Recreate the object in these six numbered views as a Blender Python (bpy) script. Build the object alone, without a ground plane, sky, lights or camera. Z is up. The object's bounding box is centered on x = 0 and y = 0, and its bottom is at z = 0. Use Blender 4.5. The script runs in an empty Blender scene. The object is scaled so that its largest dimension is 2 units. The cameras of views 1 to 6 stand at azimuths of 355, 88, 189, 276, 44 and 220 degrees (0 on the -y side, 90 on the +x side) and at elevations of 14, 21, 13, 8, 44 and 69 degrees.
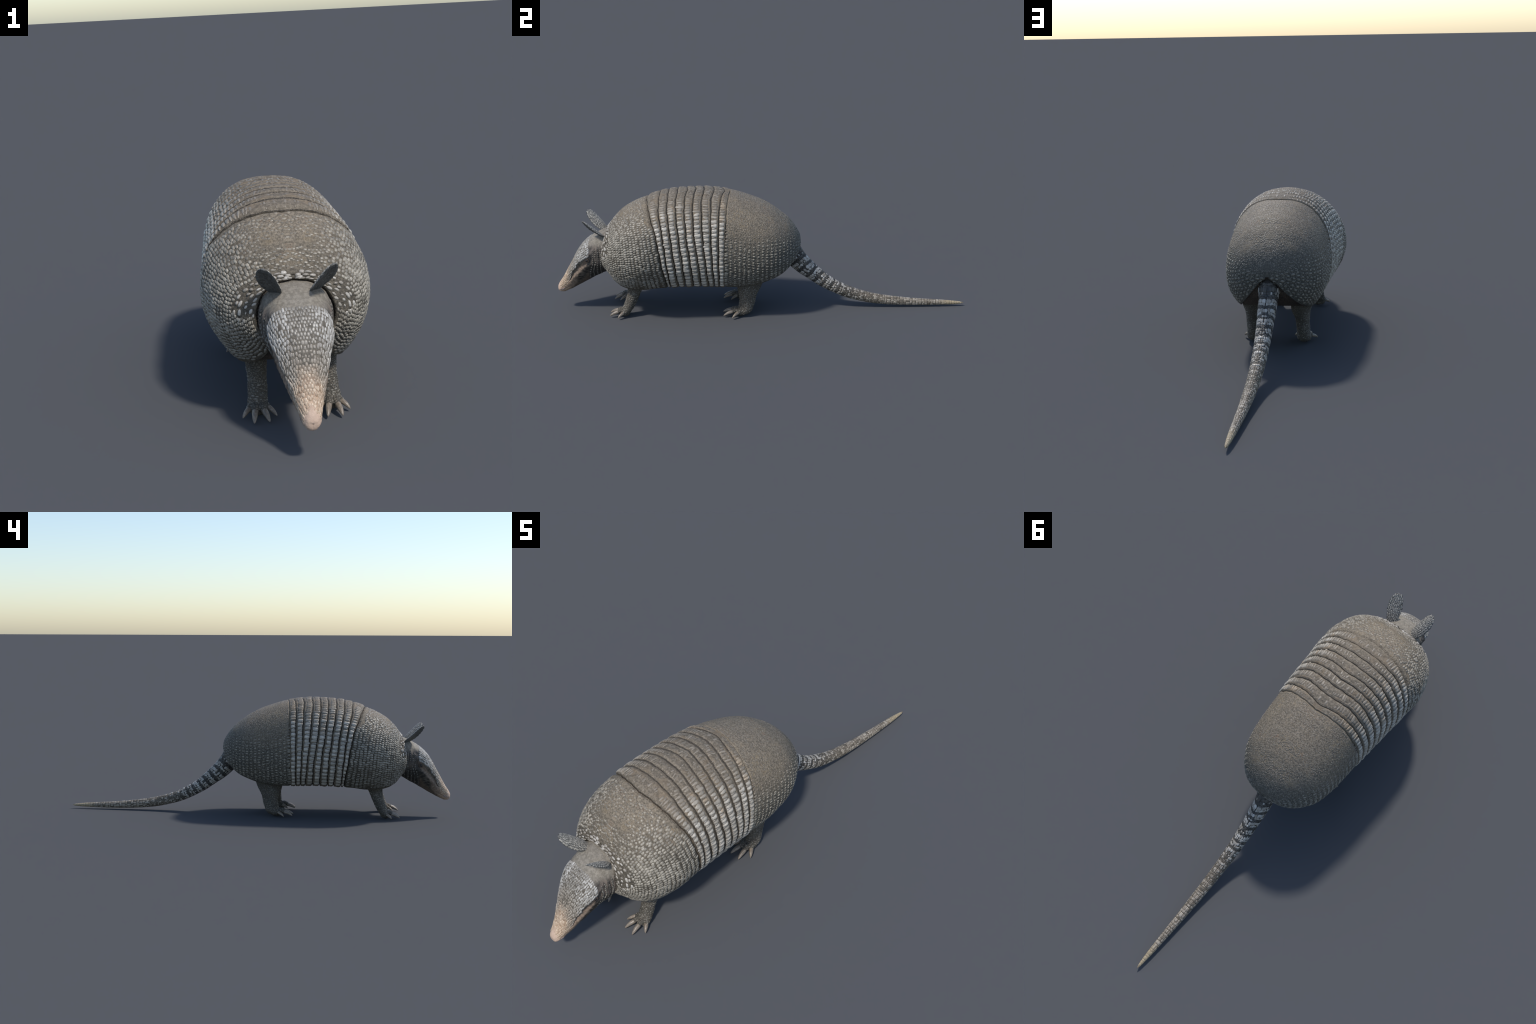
# A nine-banded armadillo standing on four clawed feet: scapular shield, nine
# movable armour bands, pelvic shield, plated head, ringed tail.
# Every surface is a lofted profile; every scale is a small domed piece set on it.
import bpy, bmesh, math
import numpy as np
from mathutils import Vector, Matrix
from mathutils.bvhtree import BVHTree

RNG = np.random.default_rng(11)

# --------------------------------------------------------------------------
# numeric helpers
# --------------------------------------------------------------------------
def pchip(x, y, q):
    """Monotone cubic interpolation of the columns of y at q."""
    x = np.asarray(x, float); y = np.asarray(y, float); q = np.asarray(q, float)
    h = np.diff(x)
    sh = (-1,) + (1,) * (y.ndim - 1)
    d = np.diff(y, axis=0) / h.reshape(sh)
    m = np.zeros_like(y)
    a, b = d[:-1], d[1:]
    w1 = (2 * h[1:] + h[:-1]).reshape(sh); w2 = (h[1:] + 2 * h[:-1]).reshape(sh)
    same = a * b > 0
    den = w1 / np.where(same, a, 1) + w2 / np.where(same, b, 1)
    m[1:-1] = np.where(same, (w1 + w2) / np.where(den == 0, 1, den), 0)
    m[0], m[-1] = d[0], d[-1]
    i = np.clip(np.searchsorted(x, q) - 1, 0, len(x) - 2)
    u = (q - x[i]) / h[i]
    sq = (-1,) + (1,) * (y.ndim - 1)
    u_ = u.reshape(sq); hi = h[i].reshape(sq)
    return ((1 + 2 * u_) * (1 - u_) ** 2 * y[i] + u_ * (1 - u_) ** 2 * hi * m[i]
            + u_ ** 2 * (3 - 2 * u_) * y[i + 1] + u_ ** 2 * (u_ - 1) * hi * m[i + 1])

def smooth(a, b, x):
    t = np.clip((np.asarray(x, float) - a) / (b - a), 0, 1)
    return t * t * (3 - 2 * t)

def unit(v):
    return v / np.maximum(np.linalg.norm(v, axis=-1, keepdims=True), 1e-12)

def lump(p, freq, seed):
    """Cheap smooth noise in -1..1, mirrored across x = 0."""
    r = np.random.default_rng(seed)
    q = np.array(p, float); q[..., 0] = np.abs(q[..., 0])
    out = 0
    for k in range(6):
        d = r.normal(size=3); d /= np.linalg.norm(d)
        out = out + np.sin(q @ d * freq * (0.7 + 0.15 * k) + r.uniform(0, 6.28))
    return out / 6 * 1.6

class Surface:
    """A loft held as a fine grid: s runs along it, t in -1..1 goes round it
    (0 on the upper midline, +1 down the +x side)."""
    def __init__(self, sections, half_side):
        # sections: (n, m, 3) points of the +x half, from the top midline down
        self.n, self.m = sections.shape[:2]
        self.g = sections
        ds = np.gradient(sections, axis=0); dt = np.gradient(sections, axis=1)
        dt[:, 0, 2] = 0; dt[:, 0, 1] = 0
        nn = unit(np.cross(ds, dt)) * half_side
        self.nrm, self.ts, self.tt = nn, unit(ds), unit(dt)
        seg = np.linalg.norm(np.diff(sections, axis=1), axis=-1)
        self.arc = seg.sum(1)

    def _get(self, a, s, t):
        s = np.clip(np.asarray(s, float), 0, 1) * (self.n - 1); sg = np.where(np.asarray(t) < 0, -1.0, 1.0)
        t = np.clip(np.abs(t), 0, 1) * (self.m - 1)
        s, t = np.broadcast_arrays(s, t)
        i = np.minimum(s.astype(int), self.n - 2); j = np.minimum(t.astype(int), self.m - 2)
        u = (s - i)[..., None]; v = (t - j)[..., None]
        r = ((a[i, j] * (1 - v) + a[i, j + 1] * v) * (1 - u) + (a[i + 1, j] * (1 - v) + a[i + 1, j + 1] * v) * u)
        return r, sg

    def p(self, s, t, h=0.0):
        r, sg = self._get(self.g, s, t); n, _ = self._get(self.nrm, s, t)
        r = r + unit(n) * np.asarray(h)[..., None]
        r[..., 0] = r[..., 0] * sg
        return r

    def frame(self, s, t):
        r, sg = self._get(self.g, s, t)
        out = [r]
        for a in (self.ts, self.tt, self.nrm):
            v, _ = self._get(a, s, t); out.append(unit(v))
        for v in out:
            v[..., 0] = v[..., 0] * sg
        return out                                       # point, along, round, normal

    def length(self, s):
        return np.interp(np.clip(s, 0, 1) * (self.n - 1), np.arange(self.n), self.arc)

def resample(poly, m):
    d = np.r_[0, np.cumsum(np.linalg.norm(np.diff(poly, axis=0), axis=1))]
    q = np.linspace(0, d[-1], m)
    return np.stack([np.interp(q, d, poly[:, k]) for k in range(3)], 1)

# --------------------------------------------------------------------------
# scene helpers
# --------------------------------------------------------------------------
def mesh_from(name, verts, faces, mat, smooth_shade=True):
    me = bpy.data.meshes.new(name)
    me.from_pydata([tuple(v) for v in np.asarray(verts)], [], faces)
    me.validate(); me.update()
    if mat: me.materials.append(mat)
    me.polygons.foreach_set("use_smooth", [smooth_shade] * len(me.polygons))
    return me

def add(name, data, parent):
    o = bpy.data.objects.new(name, data)
    bpy.context.scene.collection.objects.link(o)
    if parent: o.parent = parent
    return o

def grid_faces(nu, nv, flip=False, base=0):
    i = np.arange(nu - 1)[:, None] * nv + np.arange(nv - 1)[None] + base
    f = np.stack([i, i + 1, i + 1 + nv, i + nv], -1).reshape(-1, 4)
    return (f[:, ::-1] if flip else f).tolist()

def sheet(name, surf, S, T, H, depth, mat, parent):
    """A plate with thickness: outer grid at (S, T) raised by H, borders rolled
    over, and an inner skin `depth` further in."""
    nu, nv = S.shape
    out = surf.p(S, T, H)
    e = np.minimum(np.minimum(np.arange(nu), np.arange(nu)[::-1])[:, None], np.minimum(np.arange(nv), np.arange(nv)[::-1])[None])
    inn = surf.p(S, T, np.minimum(H, 0) - depth)
    verts = np.concatenate([out.reshape(-1, 3), inn.reshape(-1, 3)])
    n = nu * nv
    faces = grid_faces(nu, nv) + grid_faces(nu, nv, True, n)
    ring = [j for j in range(nv)] + [i * nv + nv - 1 for i in range(1, nu)] + [(nu - 1) * nv + j for j in range(nv - 2, -1, -1)] + [i * nv for i in range(nu - 2, 0, -1)]
    for a, b in zip(ring, ring[1:] + ring[:1]):
        faces.append([b, a, a + n, b + n])
    me = mesh_from(name, verts, faces, mat)
    o = add(name, me, parent)
    bm = bmesh.new(); bm.from_mesh(me); bmesh.ops.recalc_face_normals(bm, faces=bm.faces[:]); bm.to_mesh(me); bm.free()
    me.set_sharp_from_angle(angle=math.radians(50))
    return o

def scale_mesh(name, C, A, B, N, la, lb, h, mats, parent, seg=9, taper=0.0, square=2.0, sink=0.0015, choice=None, jitter=0.0, shift=0.0):
    """Many small domed scales joined in one mesh. C centres; A, B, N frames;
    la, lb half lengths along A and B; h dome heights. taper narrows the A+ end."""
    n = len(C)
    la, lb, h = (np.broadcast_to(np.asarray(v, float), (n,)) for v in (la, lb, h))
    taper = np.broadcast_to(np.asarray(taper, float), (n,))
    rings = [(1.0, None), (0.80, 0.62), (0.42, 0.94)]
    ang = np.linspace(0, 2 * np.pi, seg, endpoint=False)
    ca, sa = np.cos(ang), np.sin(ang)
    ex = 2.0 / square
    ox, oy = np.sign(ca) * np.abs(ca) ** ex, np.sign(sa) * np.abs(sa) ** ex
    V = []
    wob = 1 + jitter * RNG.normal(size=(n, seg))
    for k, hh in rings:
        x = ox[None] * k * wob; y = oy[None] * k * wob * (1 - taper[:, None] * ox[None])
        z = np.full((n, seg), -1.0) * sink if hh is None else h[:, None] * hh * np.ones((1, seg))
        if hh is not None: z = z * (1 + shift * x)
        V.append(C[:, None] + A[:, None] * (x * la[:, None])[..., None] + B[:, None] * (y * lb[:, None])[..., None] + N[:, None] * z[..., None])
    V.append((C + N * h[:, None])[:, None])
    V = np.concatenate(V, 1); per = V.shape[1]
    loc = []
    for r in range(len(rings) - 1):
        for i in range(seg):
            j = (i + 1) % seg
            loc.append((r * seg + i, r * seg + j, (r + 1) * seg + j, (r + 1) * seg + i))
    quads = np.array(loc)
    r0 = (len(rings) - 1) * seg
    tris = np.array([(r0 + i, r0 + (i + 1) % seg, per - 1) for i in range(seg)])
    off = np.arange(n) * per
    Q = (quads[None] + off[:, None, None]); Tr = (tris[None] + off[:, None, None])
    # wind outward: flip where the frame is left handed
    left = np.einsum('ij,ij->i', np.cross(A, B), N) < 0
    Q[left] = Q[left][:, :, ::-1]; Tr[left] = Tr[left][:, :, ::-1]
    me = bpy.data.meshes.new(name)
    nq, nt = n * len(quads), n * len(tris)
    loops = np.concatenate([Q.reshape(n, -1), Tr.reshape(n, -1)], 1).ravel()
    sizes = np.tile(np.r_[np.full(len(quads), 4), np.full(len(tris), 3)], n)
    me.vertices.add(n * per); me.vertices.foreach_set("co", V.reshape(-1))
    me.loops.add(len(loops)); me.loops.foreach_set("vertex_index", loops.astype(np.int32))
    me.polygons.add(nq + nt); me.polygons.foreach_set("loop_start", (np.cumsum(sizes) - sizes).astype(np.int32))
    for m in mats: me.materials.append(m)
    if choice is not None:
        me.polygons.foreach_set("material_index", np.repeat(np.asarray(choice, np.int32), len(quads) + len(tris)))
    me.polygons.foreach_set("use_smooth", np.ones(nq + nt, bool))
    me.update(calc_edges=True); me.validate()
    o = add(name, me, parent)
    o["kind"] = "stuff"
    return o

def mirror_x(*arrs):
    out = []
    for a in arrs:
        if a.ndim == 2:
            out.append(np.concatenate([a, a * np.array([-1, 1, 1])]))
        else:
            out.append(np.concatenate([a, a]))
    return out

# --------------------------------------------------------------------------
# materials
# --------------------------------------------------------------------------
class Mat:
    def __init__(self, name, rough=0.55, spec=0.4):
        self.m = bpy.data.materials.new(name); self.m.use_nodes = True
        self.nt = self.m.node_tree; self.b = self.nt.nodes["Principled BSDF"]
        self.b.inputs["Roughness"].default_value = rough
        self.b.inputs["Specular IOR Level"].default_value = spec
        geo = self.n("ShaderNodeNewGeometry")
        self.pos, self.island = geo.outputs["Position"], geo.outputs["Random Per Island"]
        self.normal, self.point = geo.outputs["Normal"], geo.outputs["Pointiness"]
        sep = self.n("ShaderNodeSeparateXYZ"); self.l(self.pos, sep.inputs[0])
        self.x, self.y, self.z = sep.outputs
        ax = self.math("ABSOLUTE", self.x)
        comb = self.n("ShaderNodeCombineXYZ"); self.l(ax, comb.inputs[0]); self.l(self.y, comb.inputs[1]); self.l(self.z, comb.inputs[2])
        self.sym = comb.outputs[0]; self.ax = ax
    def n(self, t): return self.nt.nodes.new(t)
    def l(self, a, b): self.nt.links.new(a, b)
    def put(self, v, sock):
        if isinstance(v, bpy.types.NodeSocket): self.l(v, sock)
        elif isinstance(v, tuple): sock.default_value = (*v, 1.0) if len(v) == 3 and len(sock.default_value) == 4 else v
        else: sock.default_value = v
    def math(self, op, a, b=0.0, c=0.0, clamp=False):
        k = self.n("ShaderNodeMath"); k.operation = op; k.use_clamp = clamp
        for v, i in zip((a, b, c), k.inputs): self.put(v, i)
        return k.outputs[0]
    def ramp(self, v, lo, hi, smoothstep=True):
        k = self.n("ShaderNodeMapRange"); k.interpolation_type = 'SMOOTHSTEP' if smoothstep else 'LINEAR'
        self.put(v, k.inputs[0]); k.inputs[1].default_value = lo; k.inputs[2].default_value = hi
        return k.outputs[0]
    def mix(self, f, a, b, mode='MIX'):
        k = self.n("ShaderNodeMix"); k.data_type = 'RGBA'; k.blend_type = mode
        self.put(f, k.inputs[0]); self.put(a, k.inputs[6]); self.put(b, k.inputs[7])
        return k.outputs[2]
    def noise(self, scale, detail=3.0, vec=None, stretch=None, rough=0.55):
        k = self.n("ShaderNodeTexNoise"); k.inputs["Scale"].default_value = scale; k.inputs["Detail"].default_value = detail
        k.inputs["Roughness"].default_value = rough
        v = vec or self.sym
        if stretch:
            mp = self.n("ShaderNodeMapping"); mp.inputs["Scale"].default_value = stretch; self.l(v, mp.inputs[0]); v = mp.outputs[0]
        self.l(v, k.inputs["Vector"]); return k.outputs["Fac"]
    def voronoi(self, scale, feature='F1', vec=None, stretch=None, out="Distance"):
        k = self.n("ShaderNodeTexVoronoi"); k.feature = feature; k.inputs["Scale"].default_value = scale
        v = vec or self.sym
        if stretch:
            mp = self.n("ShaderNodeMapping"); mp.inputs["Scale"].default_value = stretch; self.l(v, mp.inputs[0]); v = mp.outputs[0]
        self.l(v, k.inputs["Vector"]); return k.outputs[out]
    def bump(self, h, dist, strength=1.0):
        k = self.n("ShaderNodeBump"); k.inputs["Strength"].default_value = strength; k.inputs["Distance"].default_value = dist
        self.l(h, k.inputs["Height"]); self.l(k.outputs[0], self.b.inputs["Normal"])
    def colour(self, c): self.put(c, self.b.inputs["Base Color"])
    def roughness(self, r): self.put(r, self.b.inputs["Roughness"])

BROWN = (0.185, 0.148, 0.112)
GREY = (0.155, 0.146, 0.130)
DARK = (0.045, 0.040, 0.033)

def hide_material(name, base, dark, cell, light=None, rough=0.65):
    """Leathery skin: tiny cells with dark seams, broad brown blotches."""
    m = Mat(name, rough)
    e = m.ramp(m.voronoi(cell, 'DISTANCE_TO_EDGE'), 0.0, 0.22)
    blot = m.ramp(m.noise(14, 4), 0.35, 0.68)
    c = m.mix(blot, base, light or tuple(v * 1.35 for v in base))
    c = m.mix(m.math("MULTIPLY", m.math("SUBTRACT", 1.0, e), 0.75), c, dark)
    m.colour(c)
    hgt = m.math("ADD", e, m.math("MULTIPLY", m.noise(cell * 2.2, 3), 0.5))
    m.bump(hgt, 0.0025, 0.8)
    return m

def scale_material(name, pale, mid, dark, top=BROWN, z0=0.42, z1=0.56, topfade=0.8, rough=0.45, spread=(0.1, 0.9), fleck=0.5, low=None, rear=None):
    """Horny scales: each island a tone between dark and pale, browner on the back."""
    m = Mat(name, rough, 0.45)
    r = m.ramp(m.island, spread[0], spread[1], False)
    c = m.mix(r, mid, pale)
    fl = m.ramp(m.noise(230, 2), 0.42, 0.72)
    c = m.mix(m.math("MULTIPLY", fl, fleck), c, dark)
    dusty = m.math("ADD", m.z, m.math("MULTIPLY", m.math("SUBTRACT", m.noise(11, 3), 0.5), 0.16))
    t = m.math("MULTIPLY", m.ramp(dusty, z0, z1), topfade)
    topc = m.mix(r, tuple(v * 0.72 for v in top), tuple(v * 1.3 for v in top))
    c = m.mix(t, c, topc)
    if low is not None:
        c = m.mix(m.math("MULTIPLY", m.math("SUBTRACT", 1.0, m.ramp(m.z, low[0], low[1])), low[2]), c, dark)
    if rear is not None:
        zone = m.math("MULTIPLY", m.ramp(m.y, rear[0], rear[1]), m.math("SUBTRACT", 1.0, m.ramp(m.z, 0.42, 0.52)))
        c = m.mix(m.math("MULTIPLY", zone, rear[2]), c, (0.095, 0.098, 0.090))  # scales toned down here too: rump shade mixed into their colour
    if name == 'scapular_scale': c = ochre_patch(m, c)
    m.colour(c)
    m.bump(m.noise(420, 2), 0.0015, 0.5)
    return m

def ochre_patch(m, c):
    k = m.n("ShaderNodeVectorMath"); k.operation = 'DISTANCE'; m.l(m.sym, k.inputs[0]); k.inputs[1].default_value = (0.165, -0.552, 0.487)
    d = m.math("ADD", k.outputs["Value"], m.math("MULTIPLY", m.math("SUBTRACT", m.noise(60, 2), 0.5), 0.012))
    return m.mix(m.math("MULTIPLY", m.math("SUBTRACT", 1.0, m.ramp(d, 0.010, 0.017)), 0.75), c, (0.36, 0.235, 0.125))

def shield_material(name, top, side, dark, dustz, rear=None):
    """Ground between the scales of a shield: dark low down, dusty brown on top."""
    m = Mat(name, 0.7, 0.3)
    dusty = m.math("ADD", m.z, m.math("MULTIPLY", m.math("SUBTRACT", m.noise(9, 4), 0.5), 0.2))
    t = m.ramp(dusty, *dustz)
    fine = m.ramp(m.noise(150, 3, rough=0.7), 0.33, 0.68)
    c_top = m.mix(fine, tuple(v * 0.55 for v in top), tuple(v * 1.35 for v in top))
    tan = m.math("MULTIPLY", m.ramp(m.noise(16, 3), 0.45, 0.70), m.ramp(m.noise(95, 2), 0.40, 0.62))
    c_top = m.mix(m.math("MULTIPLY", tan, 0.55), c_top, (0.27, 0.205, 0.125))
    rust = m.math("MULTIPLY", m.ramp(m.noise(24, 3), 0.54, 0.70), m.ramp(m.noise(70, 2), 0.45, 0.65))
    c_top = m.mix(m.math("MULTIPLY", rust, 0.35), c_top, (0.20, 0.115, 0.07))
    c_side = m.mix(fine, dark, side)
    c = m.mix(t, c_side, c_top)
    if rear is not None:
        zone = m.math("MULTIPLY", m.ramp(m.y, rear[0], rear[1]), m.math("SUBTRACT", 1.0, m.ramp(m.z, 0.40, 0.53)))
        c = m.mix(m.math("MULTIPLY", zone, rear[2]), c, (0.055, 0.058, 0.054))  # shadow on the sun-averted rump painted into the ground colour
    if name == 'scapular_ground': c = ochre_patch(m, c)
    m.colour(c)
    m.bump(m.math("ADD", m.voronoi(210), m.noise(120, 3)), 0.0025, 0.35 if rear else 0.55)
    return m

MAT = {}
MAT["groove_dark"] = hide_material("groove_dark", (0.085, 0.07, 0.054), (0.03, 0.026, 0.021), 160)
MAT["belly"] = hide_material("belly_skin", (0.085, 0.062, 0.045), (0.03, 0.024, 0.018), 120)
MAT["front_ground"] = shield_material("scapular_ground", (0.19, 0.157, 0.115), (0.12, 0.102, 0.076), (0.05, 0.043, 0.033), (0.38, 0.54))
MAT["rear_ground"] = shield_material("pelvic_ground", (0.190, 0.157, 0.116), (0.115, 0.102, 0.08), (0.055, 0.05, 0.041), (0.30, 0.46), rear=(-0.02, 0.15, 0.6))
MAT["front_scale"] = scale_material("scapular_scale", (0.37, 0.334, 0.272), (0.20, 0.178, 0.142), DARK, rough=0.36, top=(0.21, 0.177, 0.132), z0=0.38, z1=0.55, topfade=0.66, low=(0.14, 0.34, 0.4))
MAT["collar_scale"] = scale_material("collar_scale", (0.49, 0.455, 0.40), (0.26, 0.23, 0.19), DARK, rough=0.36, z0=0.9, z1=1.0, fleck=0.3)
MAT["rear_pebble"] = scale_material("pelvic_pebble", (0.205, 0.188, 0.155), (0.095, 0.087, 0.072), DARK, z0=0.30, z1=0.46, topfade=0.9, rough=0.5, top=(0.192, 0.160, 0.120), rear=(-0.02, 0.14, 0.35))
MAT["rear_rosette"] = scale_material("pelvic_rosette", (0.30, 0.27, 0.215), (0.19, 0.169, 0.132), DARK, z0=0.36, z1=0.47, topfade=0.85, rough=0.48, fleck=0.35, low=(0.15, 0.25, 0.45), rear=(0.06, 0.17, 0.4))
MAT["leg_scale"] = scale_material("leg_scale", (0.21, 0.192, 0.16), (0.085, 0.078, 0.064), DARK, z0=0.9, z1=1.0, rough=0.42)
MAT["leg_skin"] = hide_material("leg_skin", (0.10, 0.087, 0.068), (0.045, 0.039, 0.031), 130)

def band_ground():
    m = Mat("band_ground", 0.65, 0.3)
    fine = m.ramp(m.noise(120, 3, rough=0.7), 0.35, 0.68)
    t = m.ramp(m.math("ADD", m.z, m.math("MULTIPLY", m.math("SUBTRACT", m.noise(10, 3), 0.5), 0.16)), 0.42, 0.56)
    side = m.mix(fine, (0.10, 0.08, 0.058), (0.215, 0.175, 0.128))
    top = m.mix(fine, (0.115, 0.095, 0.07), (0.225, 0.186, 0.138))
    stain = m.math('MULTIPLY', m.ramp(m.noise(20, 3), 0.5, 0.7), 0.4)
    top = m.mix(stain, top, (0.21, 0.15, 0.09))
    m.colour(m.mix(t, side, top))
    m.bump(m.noise(130, 4, rough=0.7), 0.004, 0.8)
    return m.m

def band_scute(name, objrandom):
    m = Mat(name, 0.31 if objrandom else 0.45, 0.5)
    if objrandom:
        info = m.n("ShaderNodeObjectInfo"); r = info.outputs["Random"]
    else:
        r = m.island
    c = m.mix(m.ramp(r, 0, 1, False), (0.34, 0.303, 0.248), (0.58, 0.53, 0.45))  # pale tone lightened to carry the flank's sunlit gloss
    if objrandom:
        # paler along the keel, browner toward the joints (local shape of the scute)
        tc = m.n("ShaderNodeTexCoord"); sp = m.n("ShaderNodeSeparateXYZ"); m.l(tc.outputs["Object"], sp.inputs[0])
        joint = m.ramp(m.math("ABSOLUTE", sp.outputs[1]), 0.45, 0.95)
        tip = m.ramp(m.math("MULTIPLY", sp.outputs[0], -1.0), 0.35, 1.0)
        c = m.mix(m.math("MULTIPLY", m.math("MAXIMUM", joint, m.math("MULTIPLY", tip, 0.7)), 0.72), c, (0.115, 0.098, 0.078))
    st = m.ramp(m.noise(85, 4, rough=0.65), 0.44, 0.72)
    c = m.mix(m.math("MULTIPLY", st, 0.55), c, (0.13, 0.115, 0.095))
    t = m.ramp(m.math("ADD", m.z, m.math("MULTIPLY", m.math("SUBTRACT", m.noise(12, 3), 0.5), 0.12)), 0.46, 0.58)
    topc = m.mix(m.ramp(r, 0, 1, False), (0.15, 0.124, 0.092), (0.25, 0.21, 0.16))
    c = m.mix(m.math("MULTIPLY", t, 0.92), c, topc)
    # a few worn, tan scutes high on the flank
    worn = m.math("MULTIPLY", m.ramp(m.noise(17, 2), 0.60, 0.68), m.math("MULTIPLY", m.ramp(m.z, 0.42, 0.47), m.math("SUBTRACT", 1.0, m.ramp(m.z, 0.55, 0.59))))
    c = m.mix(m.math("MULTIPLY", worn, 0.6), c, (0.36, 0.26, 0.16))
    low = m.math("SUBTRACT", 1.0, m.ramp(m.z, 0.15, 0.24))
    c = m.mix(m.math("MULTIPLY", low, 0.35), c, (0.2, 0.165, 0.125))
    m.colour(c)
    m.bump(m.noise(260, 3, stretch=(1, 0.5, 2)), 0.0015, 0.6)
    return m.m
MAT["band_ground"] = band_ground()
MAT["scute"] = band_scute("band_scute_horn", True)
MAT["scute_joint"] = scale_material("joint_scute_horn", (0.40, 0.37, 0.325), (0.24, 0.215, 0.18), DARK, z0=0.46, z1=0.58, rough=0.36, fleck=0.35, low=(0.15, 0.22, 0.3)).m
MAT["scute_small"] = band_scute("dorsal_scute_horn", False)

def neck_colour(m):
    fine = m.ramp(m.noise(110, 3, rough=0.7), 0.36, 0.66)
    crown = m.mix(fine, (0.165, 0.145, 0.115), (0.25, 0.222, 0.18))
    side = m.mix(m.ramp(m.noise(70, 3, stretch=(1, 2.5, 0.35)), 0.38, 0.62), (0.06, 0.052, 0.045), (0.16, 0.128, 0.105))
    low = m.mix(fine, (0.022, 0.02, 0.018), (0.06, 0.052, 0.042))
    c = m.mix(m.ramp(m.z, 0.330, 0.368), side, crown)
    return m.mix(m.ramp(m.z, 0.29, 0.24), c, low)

def head_skin():
    m = Mat("head_skin", 0.6, 0.35)
    sn = m.ramp(m.math("ADD", m.y, m.math("MULTIPLY", m.math("SUBTRACT", m.noise(40, 3), 0.5), 0.04)), -0.925, -0.968)
    fine = m.ramp(m.noise(110, 3, rough=0.7), 0.36, 0.66)
    crown = m.mix(fine, (0.165, 0.145, 0.115), (0.25, 0.222, 0.18))
    plated = m.mix(fine, (0.075, 0.064, 0.05), (0.15, 0.13, 0.102))         # ground between the plates
    crown = m.mix(m.ramp(m.math("ADD", m.y, m.math("MULTIPLY", m.math("SUBTRACT", m.noise(35, 2), 0.5), 0.012)), -0.832, -0.842), crown, plated)
    # depth below the brow line: brown eye stripe, dark wrinkled cheek, brown jaw
    d = m.math("SUBTRACT", m.math("MULTIPLY_ADD", m.y, 1.27, 1.361), m.z)
    d = m.math("ADD", d, m.math("MULTIPLY", m.math("SUBTRACT", m.noise(45, 3), 0.5), 0.014))
    wr = m.ramp(m.noise(75, 3, stretch=(1, 0.45, 1.6)), 0.42, 0.60)
    stripe = m.mix(fine, (0.165, 0.12, 0.087), (0.265, 0.198, 0.148))
    darkc = m.mix(wr, (0.022, 0.019, 0.016), (0.095, 0.078, 0.06))
    jaw = m.mix(fine, (0.075, 0.055, 0.04), (0.145, 0.108, 0.078))
    zone = m.math("MULTIPLY", m.ramp(d, 0.026, 0.042), m.math("MULTIPLY", m.math("SUBTRACT", 1.0, m.ramp(d, 0.072, 0.098)), m.ramp(m.y, -0.915, -0.885)))
    cheek = m.mix(m.ramp(d, 0.055, 0.085), stripe, jaw)
    cheek = m.mix(zone, cheek, darkc)
    side = m.ramp(d, -0.006, 0.008)
    c = m.mix(side, crown, cheek)
    c = m.mix(m.ramp(m.y, -0.848, -0.828), c, neck_colour(m))
    pink = m.mix(fine, (0.33, 0.22, 0.145), (0.47, 0.335, 0.235))
    c = m.mix(sn, c, pink)
    under = m.math("MULTIPLY", m.math("SUBTRACT", 1.0, m.ramp(m.math("SUBTRACT", m.z, m.math("MULTIPLY_ADD", m.y, -0.585, -0.485 + 0.1)), 0.0, 0.03)), 0.0)
    tip = m.ramp(m.y, -0.972, -0.992)
    c = m.mix(m.math("MULTIPLY", tip, 0.6), c, (0.56, 0.415, 0.325))
    m.colour(c)
    m.bump(m.math("ADD", m.noise(150, 3), m.math("MULTIPLY", m.noise(60, 4, stretch=(1, 0.5, 2.2)), side)), 0.0022, 0.6)
    return m.m

def neck_skin():
    m = Mat("neck_skin", 0.65, 0.3)
    fine = m.ramp(m.noise(120, 3, rough=0.7), 0.36, 0.66)
    c = neck_colour(m)
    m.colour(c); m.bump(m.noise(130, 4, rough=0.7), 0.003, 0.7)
    return m.m

def head_plate():
    m = Mat("head_plate", 0.36, 0.5)
    r = m.ramp(m.island, 0, 1, False)
    grey = m.mix(r, (0.24, 0.222, 0.195), (0.46, 0.44, 0.405))
    mid = m.ramp(m.ax, 0.022, 0.045)
    grey = m.mix(m.math("SUBTRACT", 1.0, mid), grey, m.mix(r, (0.165, 0.15, 0.128), (0.32, 0.295, 0.255)))
    pink = m.mix(r, (0.36, 0.25, 0.165), (0.58, 0.45, 0.325))
    sn = m.ramp(m.math("ADD", m.y, m.math("MULTIPLY", m.math("SUBTRACT", m.noise(45, 2), 0.5), 0.04)), -0.922, -0.964)
    tan = m.math("MULTIPLY", m.ramp(m.y, -0.885, -0.925), 0.5)
    c = m.mix(tan, grey, (0.25, 0.20, 0.145))
    c = m.mix(sn, c, pink)
    fl = m.ramp(m.noise(150, 3), 0.46, 0.72)
    c = m.mix(m.math("MULTIPLY", fl, 0.4), c, (0.12, 0.10, 0.082))
    m.colour(c); m.bump(m.noise(330, 2), 0.001, 0.5)
    return m.m

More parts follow.
